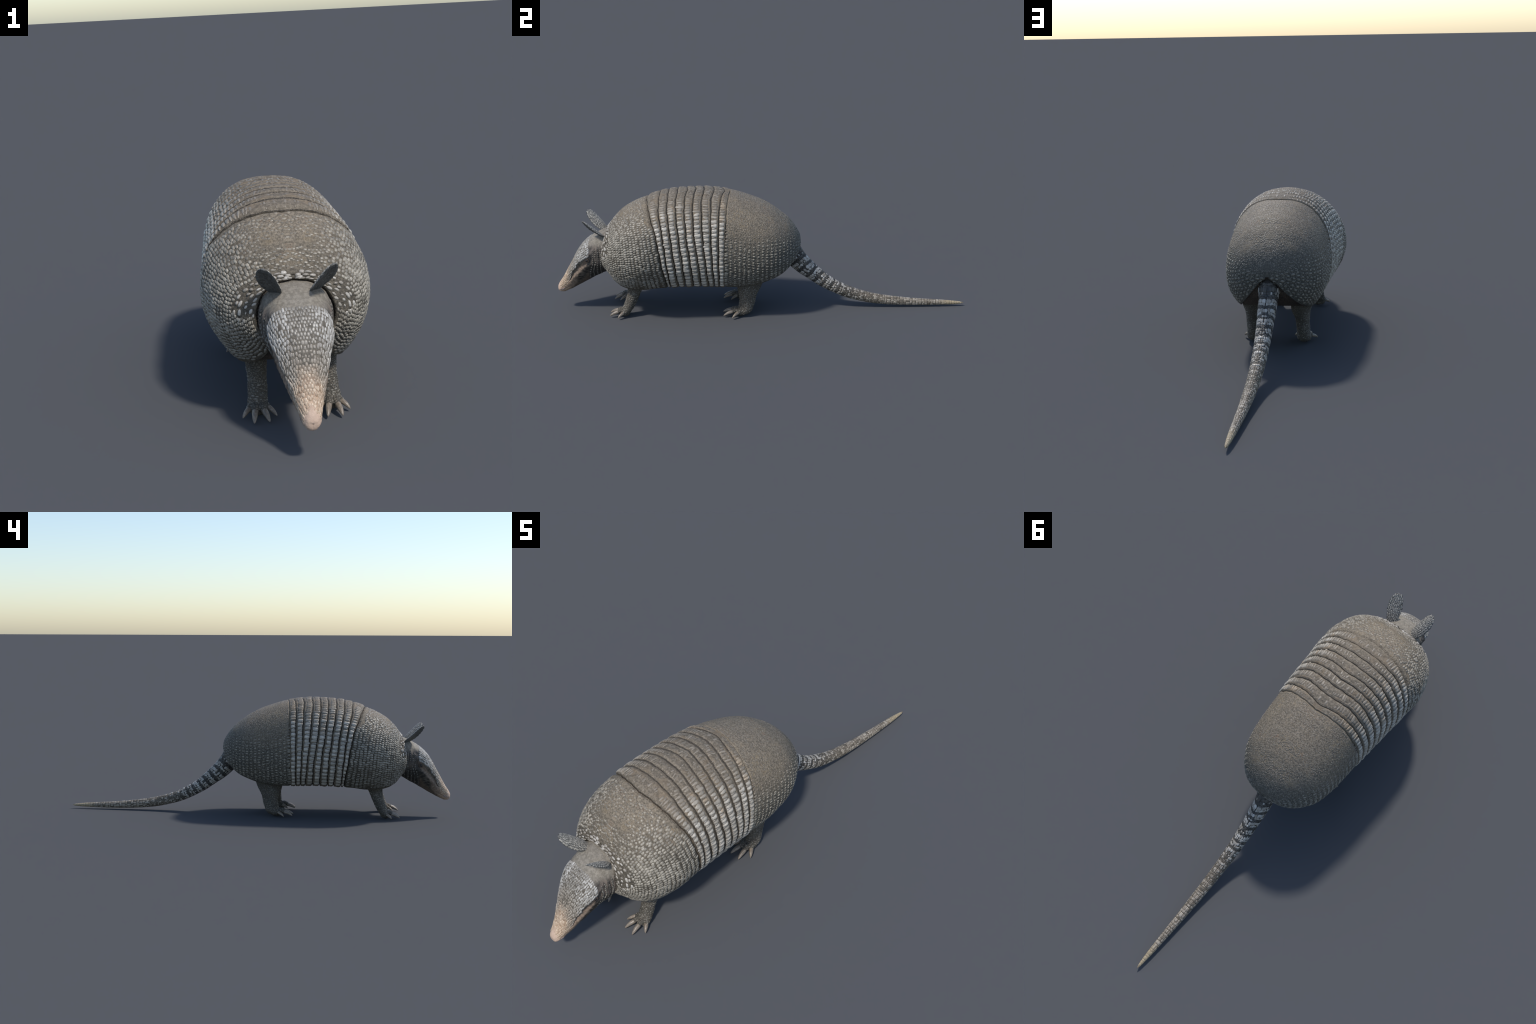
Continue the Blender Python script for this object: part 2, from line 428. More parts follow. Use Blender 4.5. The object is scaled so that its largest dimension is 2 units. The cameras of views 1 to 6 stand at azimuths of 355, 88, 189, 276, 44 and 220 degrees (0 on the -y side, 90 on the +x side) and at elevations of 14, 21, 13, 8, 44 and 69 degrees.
def tail_mats():
    pale = Mat("tail_pale_plate", 0.42, 0.45)
    r = pale.ramp(pale.island, 0, 1, False)
    c = pale.mix(r, (0.29, 0.255, 0.21), (0.50, 0.475, 0.435))
    tanny = pale.ramp(pale.y, 0.28, 0.56)
    c = pale.mix(pale.math("MULTIPLY", tanny, 0.75), c, pale.mix(r, (0.17, 0.138, 0.10), (0.33, 0.275, 0.205)))
    c = pale.mix(pale.math("MULTIPLY", pale.ramp(pale.noise(120, 3), 0.45, 0.7), 0.45), c, (0.14, 0.11, 0.08))
    c = pale.mix(pale.ramp(pale.y, 0.86, 0.93), c, pale.mix(r, (0.30, 0.235, 0.145), (0.40, 0.325, 0.21)))
    pale.colour(c); pale.bump(pale.noise(300, 2), 0.001, 0.5)
    dark = Mat("tail_dark_plate", 0.48, 0.4)
    r = dark.ramp(dark.island, 0, 1, False)
    c = dark.mix(r, (0.035, 0.034, 0.032), (0.105, 0.095, 0.082))
    tanny = dark.ramp(dark.y, 0.28, 0.55)
    c = dark.mix(dark.math("MULTIPLY", tanny, 0.85), c, dark.mix(r, (0.10, 0.084, 0.062), (0.20, 0.165, 0.122)))
    c = dark.mix(dark.ramp(dark.y, 0.84, 0.93), c, (0.30, 0.24, 0.155))
    dark.colour(c); dark.bump(dark.noise(300, 2), 0.001, 0.5)
    skin = Mat("tail_skin", 0.65, 0.3)
    c = skin.mix(skin.ramp(skin.y, 0.28, 0.6), (0.035, 0.03, 0.025), (0.105, 0.085, 0.06))
    c = skin.mix(skin.ramp(skin.y, 0.85, 0.95), c, (0.26, 0.205, 0.13))
    skin.colour(c); skin.bump(skin.noise(160, 3), 0.002, 0.6)
    return pale.m, dark.m, skin.m

def ear_mats():
    skin = Mat("ear_skin", 0.6, 0.35)
    e = skin.ramp(skin.voronoi(75, 'DISTANCE_TO_EDGE'), 0.0, 0.12)
    skin.colour(skin.mix(e, (0.06, 0.057, 0.05), (0.13, 0.127, 0.117)))
    skin.bump(e, 0.002, 0.6)
    sc = Mat("ear_scale", 0.42, 0.45)
    r = sc.ramp(sc.island, 0, 1, False)
    c = sc.mix(r, (0.18, 0.168, 0.145), (0.40, 0.372, 0.318))
    c = sc.mix(sc.math("MULTIPLY", sc.ramp(sc.noise(190, 2), 0.45, 0.7), 0.4), c, (0.09, 0.085, 0.075))
    sc.colour(c); sc.bump(sc.noise(300, 2), 0.001, 0.5)
    inner = Mat("ear_inner_scale", 0.5, 0.4)
    r = inner.ramp(inner.island, 0, 1, False)
    inner.colour(inner.mix(r, (0.062, 0.064, 0.062), (0.125, 0.125, 0.118)))
    return skin.m, sc.m, inner.m

def claw_mat():
    m = Mat("claw_horn", 0.38, 0.5)
    st = m.noise(60, 3, stretch=(3, 0.6, 3))
    m.colour(m.mix(m.ramp(st, 0.35, 0.7), (0.155, 0.125, 0.094), (0.25, 0.205, 0.158)))
    m.bump(st, 0.001, 0.4)
    return m.m

def plain(name, c, rough, spec=0.5):
    m = Mat(name, rough, spec); m.colour(c); return m.m
MAT = {k: (v.m if isinstance(v, Mat) else v) for k, v in MAT.items()}
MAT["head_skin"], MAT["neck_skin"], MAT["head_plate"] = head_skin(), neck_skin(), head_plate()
MAT["tail_pale"], MAT["tail_dark"], MAT["tail_skin"] = tail_mats()
MAT["ear_skin"], MAT["ear_scale"], MAT["ear_inner"] = ear_mats()
MAT["claw"] = claw_mat()
MAT["eye"] = plain("eye_dark", (0.012, 0.010, 0.009), 0.12, 0.6)
MAT["lid"] = hide_material("eyelid_skin", (0.14, 0.10, 0.078), (0.05, 0.04, 0.03), 200).m
MAT["nostril"] = plain("nostril_dark", (0.06, 0.028, 0.02), 0.5)
MAT["lip"] = hide_material("lip_skin", (0.42, 0.30, 0.25), (0.25, 0.16, 0.12), 220, light=(0.52, 0.42, 0.38)).m

# --------------------------------------------------------------------------
# the armadillo
# --------------------------------------------------------------------------
animal = add("armadillo", None, None)
animal["label"] = "grey-brown nine-banded armadillo standing, plated shell, long ringed tail"
animal["category"] = "armadillo"
animal.empty_display_size = 0.1

# ---- the carapace as one lofted surface, rear to front ---------------------
# y, top z, half width, z of the widest level, rim x, rim z, lean of the top,
# exponents of the upper and lower profile
STATIONS = np.array([
    (0.1790, 0.3490, 0.008, 0.346, 0.005, 0.3435, 0, 2.11, 2.22), (0.1750, 0.3765, 0.036, 0.348, 0.022, 0.333, 0, 2.12, 2.22),
    (0.1660, 0.3948, 0.068, 0.340, 0.044, 0.310, 0, 2.12, 2.22), (0.1480, 0.4237, 0.105, 0.336, 0.071, 0.275, 0, 2.16, 2.21),
    (0.1200, 0.4566, 0.138, 0.332, 0.095, 0.245, 0, 2.19, 2.21), (0.0850, 0.4849, 0.164, 0.329, 0.116, 0.219, 0, 2.21, 2.21),
    (0.0400, 0.5172, 0.187, 0.328, 0.133, 0.199, 0, 2.23, 2.21), (-0.0150, 0.5465, 0.199, 0.330, 0.142, 0.181, 0, 2.26, 2.18),
    (-0.0750, 0.5689, 0.205, 0.332, 0.148, 0.170, 0, 2.30, 2.16), (-0.1350, 0.5874, 0.208, 0.332, 0.148, 0.165, 0, 2.36, 2.13),
    (-0.2000, 0.5985, 0.2105, 0.334, 0.147, 0.165, 0, 2.40, 2.09), (-0.3000, 0.6053, 0.217, 0.335, 0.147, 0.169, 0, 2.33, 2.05),
    (-0.4000, 0.6007, 0.224, 0.335, 0.149, 0.168, 0, 2.25, 1.99), (-0.4900, 0.5850, 0.235, 0.333, 0.153, 0.162, 0, 2.17, 1.90),
    (-0.5600, 0.5604, 0.242, 0.330, 0.155, 0.156, 0, 2.10, 1.82), (-0.6200, 0.5352, 0.232, 0.326, 0.152, 0.156, 0, 2.12, 1.80),
    (-0.6700, 0.5039, 0.215, 0.322, 0.135, 0.163, 0, 2.16, 1.83), (-0.7100, 0.4667, 0.190, 0.320, 0.104, 0.180, 0, 2.17, 1.89),
    (-0.7380, 0.4320, 0.165, 0.319, 0.079, 0.209, 0.002, 2.17, 1.93), (-0.7560, 0.4190, 0.144, 0.319, 0.071, 0.230, 0.010, 2.17, 1.95),
    (-0.7660, 0.4165, 0.1250, 0.319, 0.070, 0.243, 0.018, 2.17, 1.96), (-0.7680, 0.4145, 0.111, 0.320, 0.070, 0.250, 0.022, 2.17, 1.98),
    (-0.7620, 0.4105, 0.1055, 0.321, 0.071, 0.252, 0.022, 2.17, 2.00), (-0.7400, 0.4080, 0.1045, 0.321, 0.075, 0.252, 0.022, 2.17, 2.02),
    (-0.7000, 0.4060, 0.1045, 0.321, 0.078, 0.252, 0.010, 2.17, 2.03)])

def carapace():
    k = np.arange(len(STATIONS), dtype=float)
    q = np.linspace(0, len(STATIONS) - 1, 601)
    rows = pchip(k, STATIONS, q)
    th = np.linspace(0, np.pi / 2, 90)
    out = []
    for y, zt, w, zm, xr, zr, lean, pu, pl in rows:
        up = np.stack([w * np.sin(th) ** (2 / pu), zm + (zt - zm) * np.cos(th) ** (2 / pu)], 1)
        b_end = math.acos(min(1, (xr / w)) ** (pl / 2))
        b = np.linspace(0, b_end, 50)[1:]
        D = (zm - zr) / math.sin(b_end) ** (2 / pl)
        dn = np.stack([w * np.cos(b) ** (2 / pl), zm - D * np.sin(b) ** (2 / pl)], 1)
        xz = np.concatenate([up, dn])
        rise = np.clip((xz[:, 1] - zm) / (zt - zm), 0, 1)
        yy = y + lean * rise ** 1.5
        out.append(resample(np.stack([xz[:, 0], yy, xz[:, 1]], 1), 161))
    return np.array(out), rows[:, 0], q / (len(STATIONS) - 1)

sec, ROW_Y, ROW_S = carapace()
body = Surface(sec, 1.0)
if body.nrm[300, 0, 2] < 0: body.nrm *= -1
front_i = int(np.argmin(ROW_Y))
def s_of_y(y):
    return np.interp(-np.asarray(y), -ROW_Y[:front_i + 1], ROW_S[:front_i + 1])
S_LIP = ROW_S[front_i]

# ---- groove lines between the bands (y at five levels round the flank) -----
GROOVE_T = np.array([0.0, 0.24, 0.50, 0.74, 1.0])
GROOVE_Y = np.array([
    (-0.558, -0.495, -0.452, -0.409, -0.363, -0.322, -0.282, -0.236, -0.187, -0.160),
    (-0.538, -0.493, -0.453, -0.413, -0.373, -0.334, -0.294, -0.250, -0.209, -0.175),
    (-0.499, -0.470, -0.435, -0.398, -0.362, -0.326, -0.287, -0.249, -0.214, -0.182),
    (-0.475, -0.454, -0.418, -0.381, -0.344, -0.307, -0.274, -0.243, -0.214, -0.185),
    (-0.452, -0.440, -0.403, -0.371, -0.332, -0.296, -0.260, -0.234, -0.211, -0.187)])
def groove(k, t):
    t = np.abs(t)
    y = pchip(GROOVE_T, GROOVE_Y[:, k], t.ravel()).reshape(t.shape)
    return y + 0.0009 * np.sin(t * 31 + k * 1.7) + 0.0007 * np.sin(t * 83 + k * 3.1)

GAP = 0.0022
T_FULL = np.linspace(-1, 1, 281)

def edge_round(v, width, drop):
    """Falls by `drop` within `width` of the edge v = 0."""
    return -drop * (1 - np.clip(v / width, 0, 1)) ** 2

# front shield
def plate_heights(S, T, d_edge, amp, seed):
    p = body.p(S, T)
    return amp * lump(p, 55, seed) + amp * 0.6 * lump(p, 130, seed + 1) + edge_round(d_edge, 0.012, 0.006)

nu = 150
u = np.linspace(0, 1, nu)[:, None] ** 1.0
s0 = s_of_y(groove(0, T_FULL) - GAP)[None]
S = s0 + (1.0 - s0) * u
T = np.broadcast_to(T_FULL[None], S.shape)
d_edge = np.linalg.norm(body.p(S, T) - body.p(np.broadcast_to(s0, S.shape), T), axis=-1)
H = plate_heights(S, T, d_edge, 0.0016, 3)
# faint raised collar: a shallow fold behind the lip
fold = np.exp(-((S - (S_LIP - 0.10)) / 0.018) ** 2) * smooth(0.75, 0.3, np.abs(T))
H = H - 0.004 * fold
front_shield = sheet("scapular_shield", body, S, T, H, 0.010, MAT["front_ground"], animal)

# rear shield
s1 = s_of_y(groove(9, T_FULL) + GAP * (smooth(0.25, 0.55, np.abs(T_FULL)) - 0.45))[None]
u = np.linspace(0, 1, nu)[:, None]
S = s1 * (1 - u) + 0.0005
T = np.broadcast_to(T_FULL[None], S.shape)
d_edge = np.linalg.norm(body.p(S, T) - body.p(np.broadcast_to(s1, S.shape), T), axis=-1)
H = plate_heights(S, T, d_edge * (1 + 2 * smooth(0.5, 0.2, np.abs(T))), 0.0006, 8)
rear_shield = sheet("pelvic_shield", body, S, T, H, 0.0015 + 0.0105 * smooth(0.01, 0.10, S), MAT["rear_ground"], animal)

# nine bands, each overlapping bulge, widest relief in its front third
def band_profile(v, w):
    rise = smooth(0.0, 0.28, v); fall = 1 - 0.75 * smooth(0.35, 1.0, v)
    return rise * fall * w - 0.0022 * (1 - smooth(0, 0.08, v)) - 0.0018 * smooth(0.94, 1.0, v)

bands = []
for k in range(9):
    v = np.linspace(0, 1, 26)[:, None]
    gap = GAP * (0.5 + 0.5 * smooth(0.1, 0.5, np.abs(T_FULL)))
    ya = (groove(k, T_FULL) + gap * 0.5)[None]; yb = (groove(k + 1, T_FULL) - gap * 0.5)[None]
    yb = np.maximum(yb, ya + 0.004)
    width = yb - ya
    # the first rows are a narrow strip coloured dark, drawing the groove line
    v = np.maximum(v, 0) * np.ones_like(width)
    strip = 0.0010 if k == 0 else 0.0019
    v[1] = np.minimum(v[1], strip / width[0]); v[2] = np.minimum(v[2], 2 * strip / width[0])
    S = s_of_y(ya + width * v)
    T = np.broadcast_to(T_FULL[None], S.shape)
    P = body.p(S, T)
    H = band_profile(v, np.clip(width * 0.11, 0.001, 0.0048)) + 0.0009 * lump(P, 120, 20 + k) + 0.0006 * lump(P, 260, 40 + k)
    # rim line: a narrow welt along the rear margin
    H = H + 0.0016 * np.exp(-((v - 0.84) / 0.06) ** 2)
    o = sheet("armour_band", body, S, T, H, 0.010, MAT["band_ground"], animal)
    o.data.materials.append(MAT["groove_dark"])
    fidx = np.zeros(len(o.data.polygons), np.int32); fidx[:(len(T_FULL) - 1) * 2] = 1
    o.data.polygons.foreach_set("material_index", fidx)
    bands.append(o)

# the scutes of the bands: one shared pillow, blunt behind and pointed in front
def scute_pillow():
    bm = bmesh.new()
    na, nb = 15, 9
    g = []
    for i in range(na):
        a = -1 + 2 * i / (na - 1)                        # -1 front, +1 rear
        wid = 0.62 + 0.38 * smooth(-0.9, 0.55, a)
        wid *= math.sqrt(max(0.0, 1 - max(0, (a - 0.72) / 0.29) ** 2)) * math.sqrt(max(0.0, 1 - max(0, (-a - 0.78) / 0.23) ** 2)) * 0.97 + 0.03
        for j in range(nb):
            b = -1 + 2 * j / (nb - 1)
            edge = (1 - abs(b) ** 1.9) * (1 - abs(a) ** 3.5)
            z = max(0.0, edge) ** 0.8
            z *= 1 + 0.22 * a
            # raised keel towards the rear
            z += 0.10 * math.exp(-(b / 0.35) ** 2) * max(0.0, edge)
            g.append(bm.verts.new((a, b * wid, z - 0.12)))
    for i in range(na - 1):
        for j in range(nb - 1):
            q = i * nb + j
            bm.faces.new((g[q], g[q + nb], g[q + nb + 1], g[q + 1]))
    rim = [g[j] for j in range(nb)] + [g[i * nb + nb - 1] for i in range(1, na)] + [g[(na - 1) * nb + j] for j in range(nb - 2, -1, -1)] + [g[i * nb] for i in range(na - 2, 0, -1)]
    low = [bm.verts.new((v.co.x, v.co.y, -0.6)) for v in rim]
    for i in range(len(rim)):
        j = (i + 1) % len(rim)
        bm.faces.new((rim[i], rim[j], low[j], low[i]))
    bm.faces.new(low)
    bmesh.ops.recalc_face_normals(bm, faces=bm.faces[:])
    me = bpy.data.meshes.new("band_scute"); bm.to_mesh(me); bm.free()
    me.polygons.foreach_set("use_smooth", [True] * len(me.polygons))
    me.materials.append(MAT["scute"])
    return me

pillow = scute_pillow()
SCUTES = 17
joints = []                                              # narrow wedges between the scutes
small = []                                               # dorsal flecks, joined
for k in range(9):
    arc = float(body.length(s_of_y(GROOVE_Y[2, k])))
    pitch = 0.0212 if k < 8 else 0.0205
    t0 = 0.30
    count = int((0.985 - t0) * arc / pitch)
    count = min(count, SCUTES)
    for side in (1, -1):
        for i in range(count):
            t = 0.985 - (i + 0.5) * pitch / arc + RNG.normal() * 0.0012
            ta = np.array([t])
            ya = groove(k, ta)[0]; yb = groove(k + 1, ta)[0]; w = yb - ya
            f0, f1 = 0.07, 0.76
            yc = ya + w * (f0 + f1) / 2
            C, A, B, N = (q[0] for q in body.frame(s_of_y(np.array([yc])), np.array([t * side])))
            # A towards the rear, tilted with the grooves
            dy = (groove(k, ta + 0.02)[0] - groove(k, ta - 0.02)[0])
            B2 = unit(body.p(s_of_y(np.array([yc + dy / 2])), np.array([(t + 0.02) * side]))[0] - body.p(s_of_y(np.array([yc - dy / 2])), np.array([(t - 0.02) * side]))[0])
            A = unit(np.array([0, 1.0, 0]) - N * N[1])
            A = unit(A - B2 * (A @ B2) * 0.35)
            B2 = np.cross(N, A)
            la = w * (f1 - f0) / 2 * (1.04 + 0.04 * RNG.normal()); lb = pitch * 0.49 * (1 + 0.05 * RNG.normal())
            la = max(la, 0.004)
            hh = min(0.0044, 0.13 * w + 0.0008) * (1 + 0.12 * RNG.normal()) * (0.40 + 0.60 * smooth(0.30, 0.45, t))
            lift = float(band_profile(np.array([0.5]), np.clip(w * 0.11, 0.001, 0.0048))[0]) - 0.0006
            M = Matrix(((A[0] * la, B2[0] * lb, N[0] * hh, C[0] + N[0] * lift), (A[1] * la, B2[1] * lb, N[1] * hh, C[1] + N[1] * lift), (A[2] * la, B2[2] * lb, N[2] * hh, C[2] + N[2] * lift), (0, 0, 0, 1)))
            o = add("band_scute", pillow, bands[k])
            o.matrix_world = M
            tj = t - 0.5 * pitch / arc; tja = np.array([tj]); yj = groove(k, tja)[0]; wj = groove(k + 1, tja)[0] - yj
            if side > 0 and i < count - 1: joints.append((yj + wj * 0.37, tj, wj, lift))
    # finer, flatter scutes across the back of the band
    t_top = 0.985 - count * pitch / arc
    n2 = int(t_top * arc / 0.0118)
    for i in range(n2):
        t = (i + 0.5) / n2; t = t_top * (0.72 * t + 0.28 * t * t)
        if RNG.random() < 0.55 * smooth(0.20, 0.05, t): continue
        small.append((k, t, 0.45 + RNG.normal() * 0.05, 1 if RNG.random() < 0.5 + 0.5 * smooth(0.05, 0.25, t) else 0))

ja = np.array(joints); n = len(ja)
C, A, B, N = body.frame(s_of_y(ja[:, 0]), ja[:, 1])
A = A * np.sign(A[:, 1:2])
C = C + N * (ja[:, 3:4] - 0.0004)
scale_mesh("joint_scutes", *mirror_x(C, A, B, N, ja[:, 2] * 0.29 * (1 + 0.15 * RNG.normal(size=n)), 0.0043 * (1 + 0.15 * RNG.normal(size=n)), np.clip(ja[:, 2] * 0.075, 0.0008, 0.0028) * (1 + 0.15 * RNG.normal(size=n))),
           [MAT["scute_joint"]], animal, seg=10, taper=0.5, square=2.2)

kk = np.array([q[0] for q in small]); tt = np.array([q[1] for q in small]) + RNG.normal(size=len(small)) * 0.002
ga = np.array([groove(k, np.array([t]))[0] for k, t in zip(kk, tt)]); gb = np.array([groove(k + 1, np.array([t]))[0] for k, t in zip(kk, tt)])
w = gb - ga
yc = ga + w * 0.45
C, A, B, N = body.frame(s_of_y(yc), np.maximum(tt, 0.002))
A = -A if A[0, 1] < 0 else A
lift = band_profile(np.full(len(kk), 0.5), np.clip(w * 0.11, 0.001, 0.0048)) - 0.0004
C = C + N * lift[:, None]
la = w * 0.34 * (1 + 0.12 * RNG.normal(size=len(kk))); lb = (0.0036 + 0.0030 * smooth(0.12, 0.30, tt)) * (1 + 0.2 * RNG.normal(size=len(kk)))
hh = 0.0004 + 0.0014 * smooth(0.08, 0.30, tt) + 0.0005 * RNG.random(len(kk))
rot = RNG.normal(size=len(kk)) * 0.13
A2 = A * np.cos(rot)[:, None] + B * np.sin(rot)[:, None]; B2 = np.cross(N, A2)
C, A2, B2, N, la, lb, hh = mirror_x(C, A2, B2, N, la, lb, hh)
scale_mesh("dorsal_scutes", C, A2, B2, N, la, lb, hh, [MAT["scute_small"]], animal, seg=10, taper=-0.2, square=2.3)

# ---- scales of the shields -------------------------------------------------
def rows_of_scales(row_s, pitch_fn, t_max, jitter):
    """Staggered rows round the body; returns s, t of the +x half."""
    s_all, t_all = [], []
    for i, s in enumerate(row_s):
        L = float(body.length(s)); t = (0.5 if i % 2 else 0.02) * pitch_fn(s, 0.0) / L
        while t < t_max:
            s_all.append(s); t_all.append(t)
            t += pitch_fn(s, t) / L
    s, t = np.array(s_all), np.array(t_all)
    return s + RNG.normal(size=len(s)) * jitter[0], t + RNG.normal(size=len(s)) * jitter[1]

# distance back from the lip of the collar, measured over the shoulder
lip_q = np.linspace(S_LIP, S_LIP - 0.45, 300)
lip_p = body.p(lip_q, np.full(300, 0.28)); lip_d = np.r_[0, np.cumsum(np.linalg.norm(np.diff(lip_p, axis=0), axis=1))]
def to_lip(s_): return np.interp(-np.asarray(s_), -lip_q, lip_d)
def from_lip(d_): return np.interp(d_, lip_d, lip_q)
# scapular shield: rows follow the first groove, then bend to the collar
def s_front(v, t):
    a = s_of_y(groove(0, np.asarray(t, float)) - GAP - 0.004); b = S_LIP + 0.015
    return a + (b - a) * v
n_rows = 29
vs, ts = [], []
for i in range(n_rows):
    v = (i + 0.5) / n_rows * 0.965
    L = float(body.length(s_front(v, np.array([0.5]))[0])); pitch = 0.0112 + 0.001 * (v > 0.6)
    t = pitch / L * (0.5 if i % 2 else 0.0) + 0.003
    while t < 0.985:
        vs.append(v); ts.append(t); t += pitch / L * (1 + 0.05 * RNG.normal())
vs, ts = np.array(vs), np.array(ts)
ss = s_front(vs + RNG.normal(size=len(vs)) * (0.003 + 0.009 * smooth(0.44, 0.26, ts)), ts)
C, A, B, N = body.frame(ss, ts)
ds = np.linalg.norm(body.p(s_front(np.minimum(vs + 0.965 / n_rows, 1), ts), ts) - body.p(s_front(vs, ts), ts), axis=-1)
pc = np.full(len(ts), 0.0112)
dors = smooth(0.34, 0.14, ts)                              # 1 on the back
small_low = 1 - 0.22 * smooth(0.70, 0.85, ts)
la = np.clip(ds * 0.56, 0.003, 0.0085) * (1 + 0.08 * RNG.normal(size=len(ts))) * (1 - 0.52 * dors); lb = pc * 0.495 * (1 + 0.07 * RNG.normal(size=len(ts))) * (1 - 0.05 * dors) * small_low
hh = 0.0022 * (1 - 0.55 * dors) * (1 + 0.2 * RNG.normal(size=len(ts)))
keep = (RNG.random(len(ts)) > 0.08 * dors)
near_collar = to_lip(ss) < 0.047 * smooth(0.66, 0.56, ts) + 0.003
keep &= ~near_collar & ~((vs < 0.03) & (ts < 0.4))
arrs = [a[keep] for a in (C, A, B, N, la, lb, hh)]
scale_mesh("scapular_scales", *mirror_x(*arrs), [MAT["front_scale"]], front_shield, seg=9, square=2.6, jitter=0.06)

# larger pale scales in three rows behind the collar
cs, ct, cl = [], [], []
for i, dist in enumerate((0.005, 0.017, 0.029, 0.041)):
    sv = float(from_lip(dist)); L = float(body.length(sv)); pitch = 0.0175 + 0.002 * i
    t = pitch / L * (0.5 + 0.5 * (i % 2))
    while t < 0.665 - 0.012 * i:
        cs.append(from_lip(max(0.002, dist + RNG.normal() * 0.0022))); ct.append(t + RNG.normal() * 0.006); cl.append(1)
        t += pitch / L * (1 + 0.18 * RNG.normal())
cs, ct = np.array(cs), np.array(ct)
C, A, B, N = body.frame(cs, ct)
n = len(cs)
scale_mesh("collar_scales", *mirror_x(C, A, B, N, 0.0046 * (1 + 0.2 * RNG.normal(size=n)), 0.0072 * (1 + 0.25 * RNG.normal(size=n)), 0.0019 * (1 + 0.2 * RNG.normal(size=n))), [MAT["collar_scale"]], front_shield, seg=10, square=2.6, jitter=0.07)

# pelvic shield: rosettes in staggered columns low on the flank, fine pebble above
def s_rear(v, t):
    b = s_of_y(groove(9, np.asarray(t, float)) + GAP + 0.003)
    return b * (1 - v) + 0.004
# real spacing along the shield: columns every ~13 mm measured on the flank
prof = body.p(s_rear(np.linspace(0, 1, 400), np.full(400, 0.62)), np.full(400, 0.62))
plen = np.r_[0, np.cumsum(np.linalg.norm(np.diff(prof, axis=0), axis=1))]
def v_at(d): return np.interp(d, plen, np.linspace(0, 1, 400))
ros_v, ros_t, d, i = [], [], 0.006, 0
while d < plen[-1] - 0.004:
    v = float(v_at(d)); L = float(body.length(s_rear(v, np.array([0.6]))[0])); pitch = 0.0148
    t = 0.97 - pitch / L * (0.5 if i % 2 else 0.0)
    while t > 0.30:
        ros_v.append(v); ros_t.append(t); t -= pitch / L
    d += 0.0215; i += 1
ros_v, ros_t = np.array(ros_v), np.array(ros_t)
ros_t = ros_t + RNG.normal(size=len(ros_t)) * 0.004
ros_v = ros_v + RNG.normal(size=len(ros_v)) * 0.0016
C, A, B, N = body.frame(s_rear(ros_v, ros_t), ros_t)
low = smooth(0.34, 0.60, ros_t)
n = len(ros_t)
keep = (low > 0.08) & (ros_v < 0.985)
C, A, B, N, ros_t, ros_v, low = (a[keep] for a in (C, A, B, N, ros_t, ros_v, low)); n = len(ros_t)
la = (0.0030 + 0.0036 * low) * (1 + 0.14 * RNG.normal(size=n)); lb = (0.0026 + 0.0021 * low) * (1 + 0.12 * RNG.normal(size=n))
first = 1 + 0.35 * (ros_v < 0.03); la = la * first; lb = lb * first
hh = (0.0006 + 0.0017 * low) * (1 + 0.15 * RNG.normal(size=n))
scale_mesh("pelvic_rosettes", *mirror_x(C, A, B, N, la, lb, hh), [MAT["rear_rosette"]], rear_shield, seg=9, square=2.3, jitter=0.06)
ROS = C.copy()

peb = []
d, i = 0.009, 0
while d < plen[-1] - 0.002:
    v = float(v_at(d)); L = float(body.length(s_rear(v, np.array([0.6]))[0])); pitch = 0.0066
    t = pitch / L * (0.5 if i % 2 else 0.05)
    while t < 0.985:
        peb.append((v, t)); t += pitch / L * (1 + 0.06 * RNG.normal())
    d += 0.0060; i += 1
peb = np.array(peb)
peb[:, 0] = np.clip(peb[:, 0] + RNG.normal(size=len(peb)) * 0.0055, 0.016, 0.975)
peb[:, 1] = np.clip(peb[:, 1] + RNG.normal(size=len(peb)) * 0.0035, 0.001, 0.99)
C, A, B, N = body.frame(s_rear(peb[:, 0], peb[:, 1]), peb[:, 1])
from mathutils.kdtree import KDTree
kd = KDTree(len(ROS))
for i, q in enumerate(ROS): kd.insert(q, i)
kd.balance()
far = np.array([kd.find(q)[2] for q in C])
keep = (far > 0.0066) & (RNG.random(len(far)) > 0.25 * smooth(0.5, 0.3, peb[:, 1]))
C, A, B, N = (a[keep] for a in (C, A, B, N)); tq = peb[keep, 1]; n = len(C)
up = smooth(0.5, 0.3, tq)
r = 0.0029 * (1 + 0.16 * RNG.normal(size=n))
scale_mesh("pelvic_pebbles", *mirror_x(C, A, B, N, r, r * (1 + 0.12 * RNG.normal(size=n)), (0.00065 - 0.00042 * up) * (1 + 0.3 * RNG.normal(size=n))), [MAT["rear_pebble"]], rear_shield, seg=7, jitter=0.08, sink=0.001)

# ---- torso: the soft body under the armour --------------------------------
def torso():
    q = np.linspace(0.02, 0.90, 90)
    ring = []
    for s in q:
        half = body.p(np.full(41, s), np.linspace(0, 1, 41), np.full(41, -0.0125))
        rim = half[-1]
        bel = np.linspace(1, 0, 10)[1:, None]
        belly = np.concatenate([rim[0] * bel, np.full_like(bel, rim[1]), rim[2] - 0.004 - 0.006 * np.sqrt(np.clip(1 - bel ** 2, 0, 1))], 1)
        h = np.concatenate([half, belly])
        m = h[::-1][1:-1] * np.array([-1, 1, 1])
        ring.append(np.concatenate([h, m]))
    ring = np.array(ring); nu, nv = ring.shape[:2]
    faces = []
    for i in range(nu - 1):
        for j in range(nv):
            a, b = i * nv + j, i * nv + (j + 1) % nv
            faces.append((a, b, b + nv, a + nv))
    faces.append(tuple(range(nv))); faces.append(tuple(range((nu - 1) * nv, nu * nv)))
    me = mesh_from("torso", ring.reshape(-1, 3), faces, MAT["belly"])
    bm = bmesh.new(); bm.from_mesh(me); bmesh.ops.recalc_face_normals(bm, faces=bm.faces[:]); bm.to_mesh(me); bm.free()
    return add("torso", me, animal)
torso()

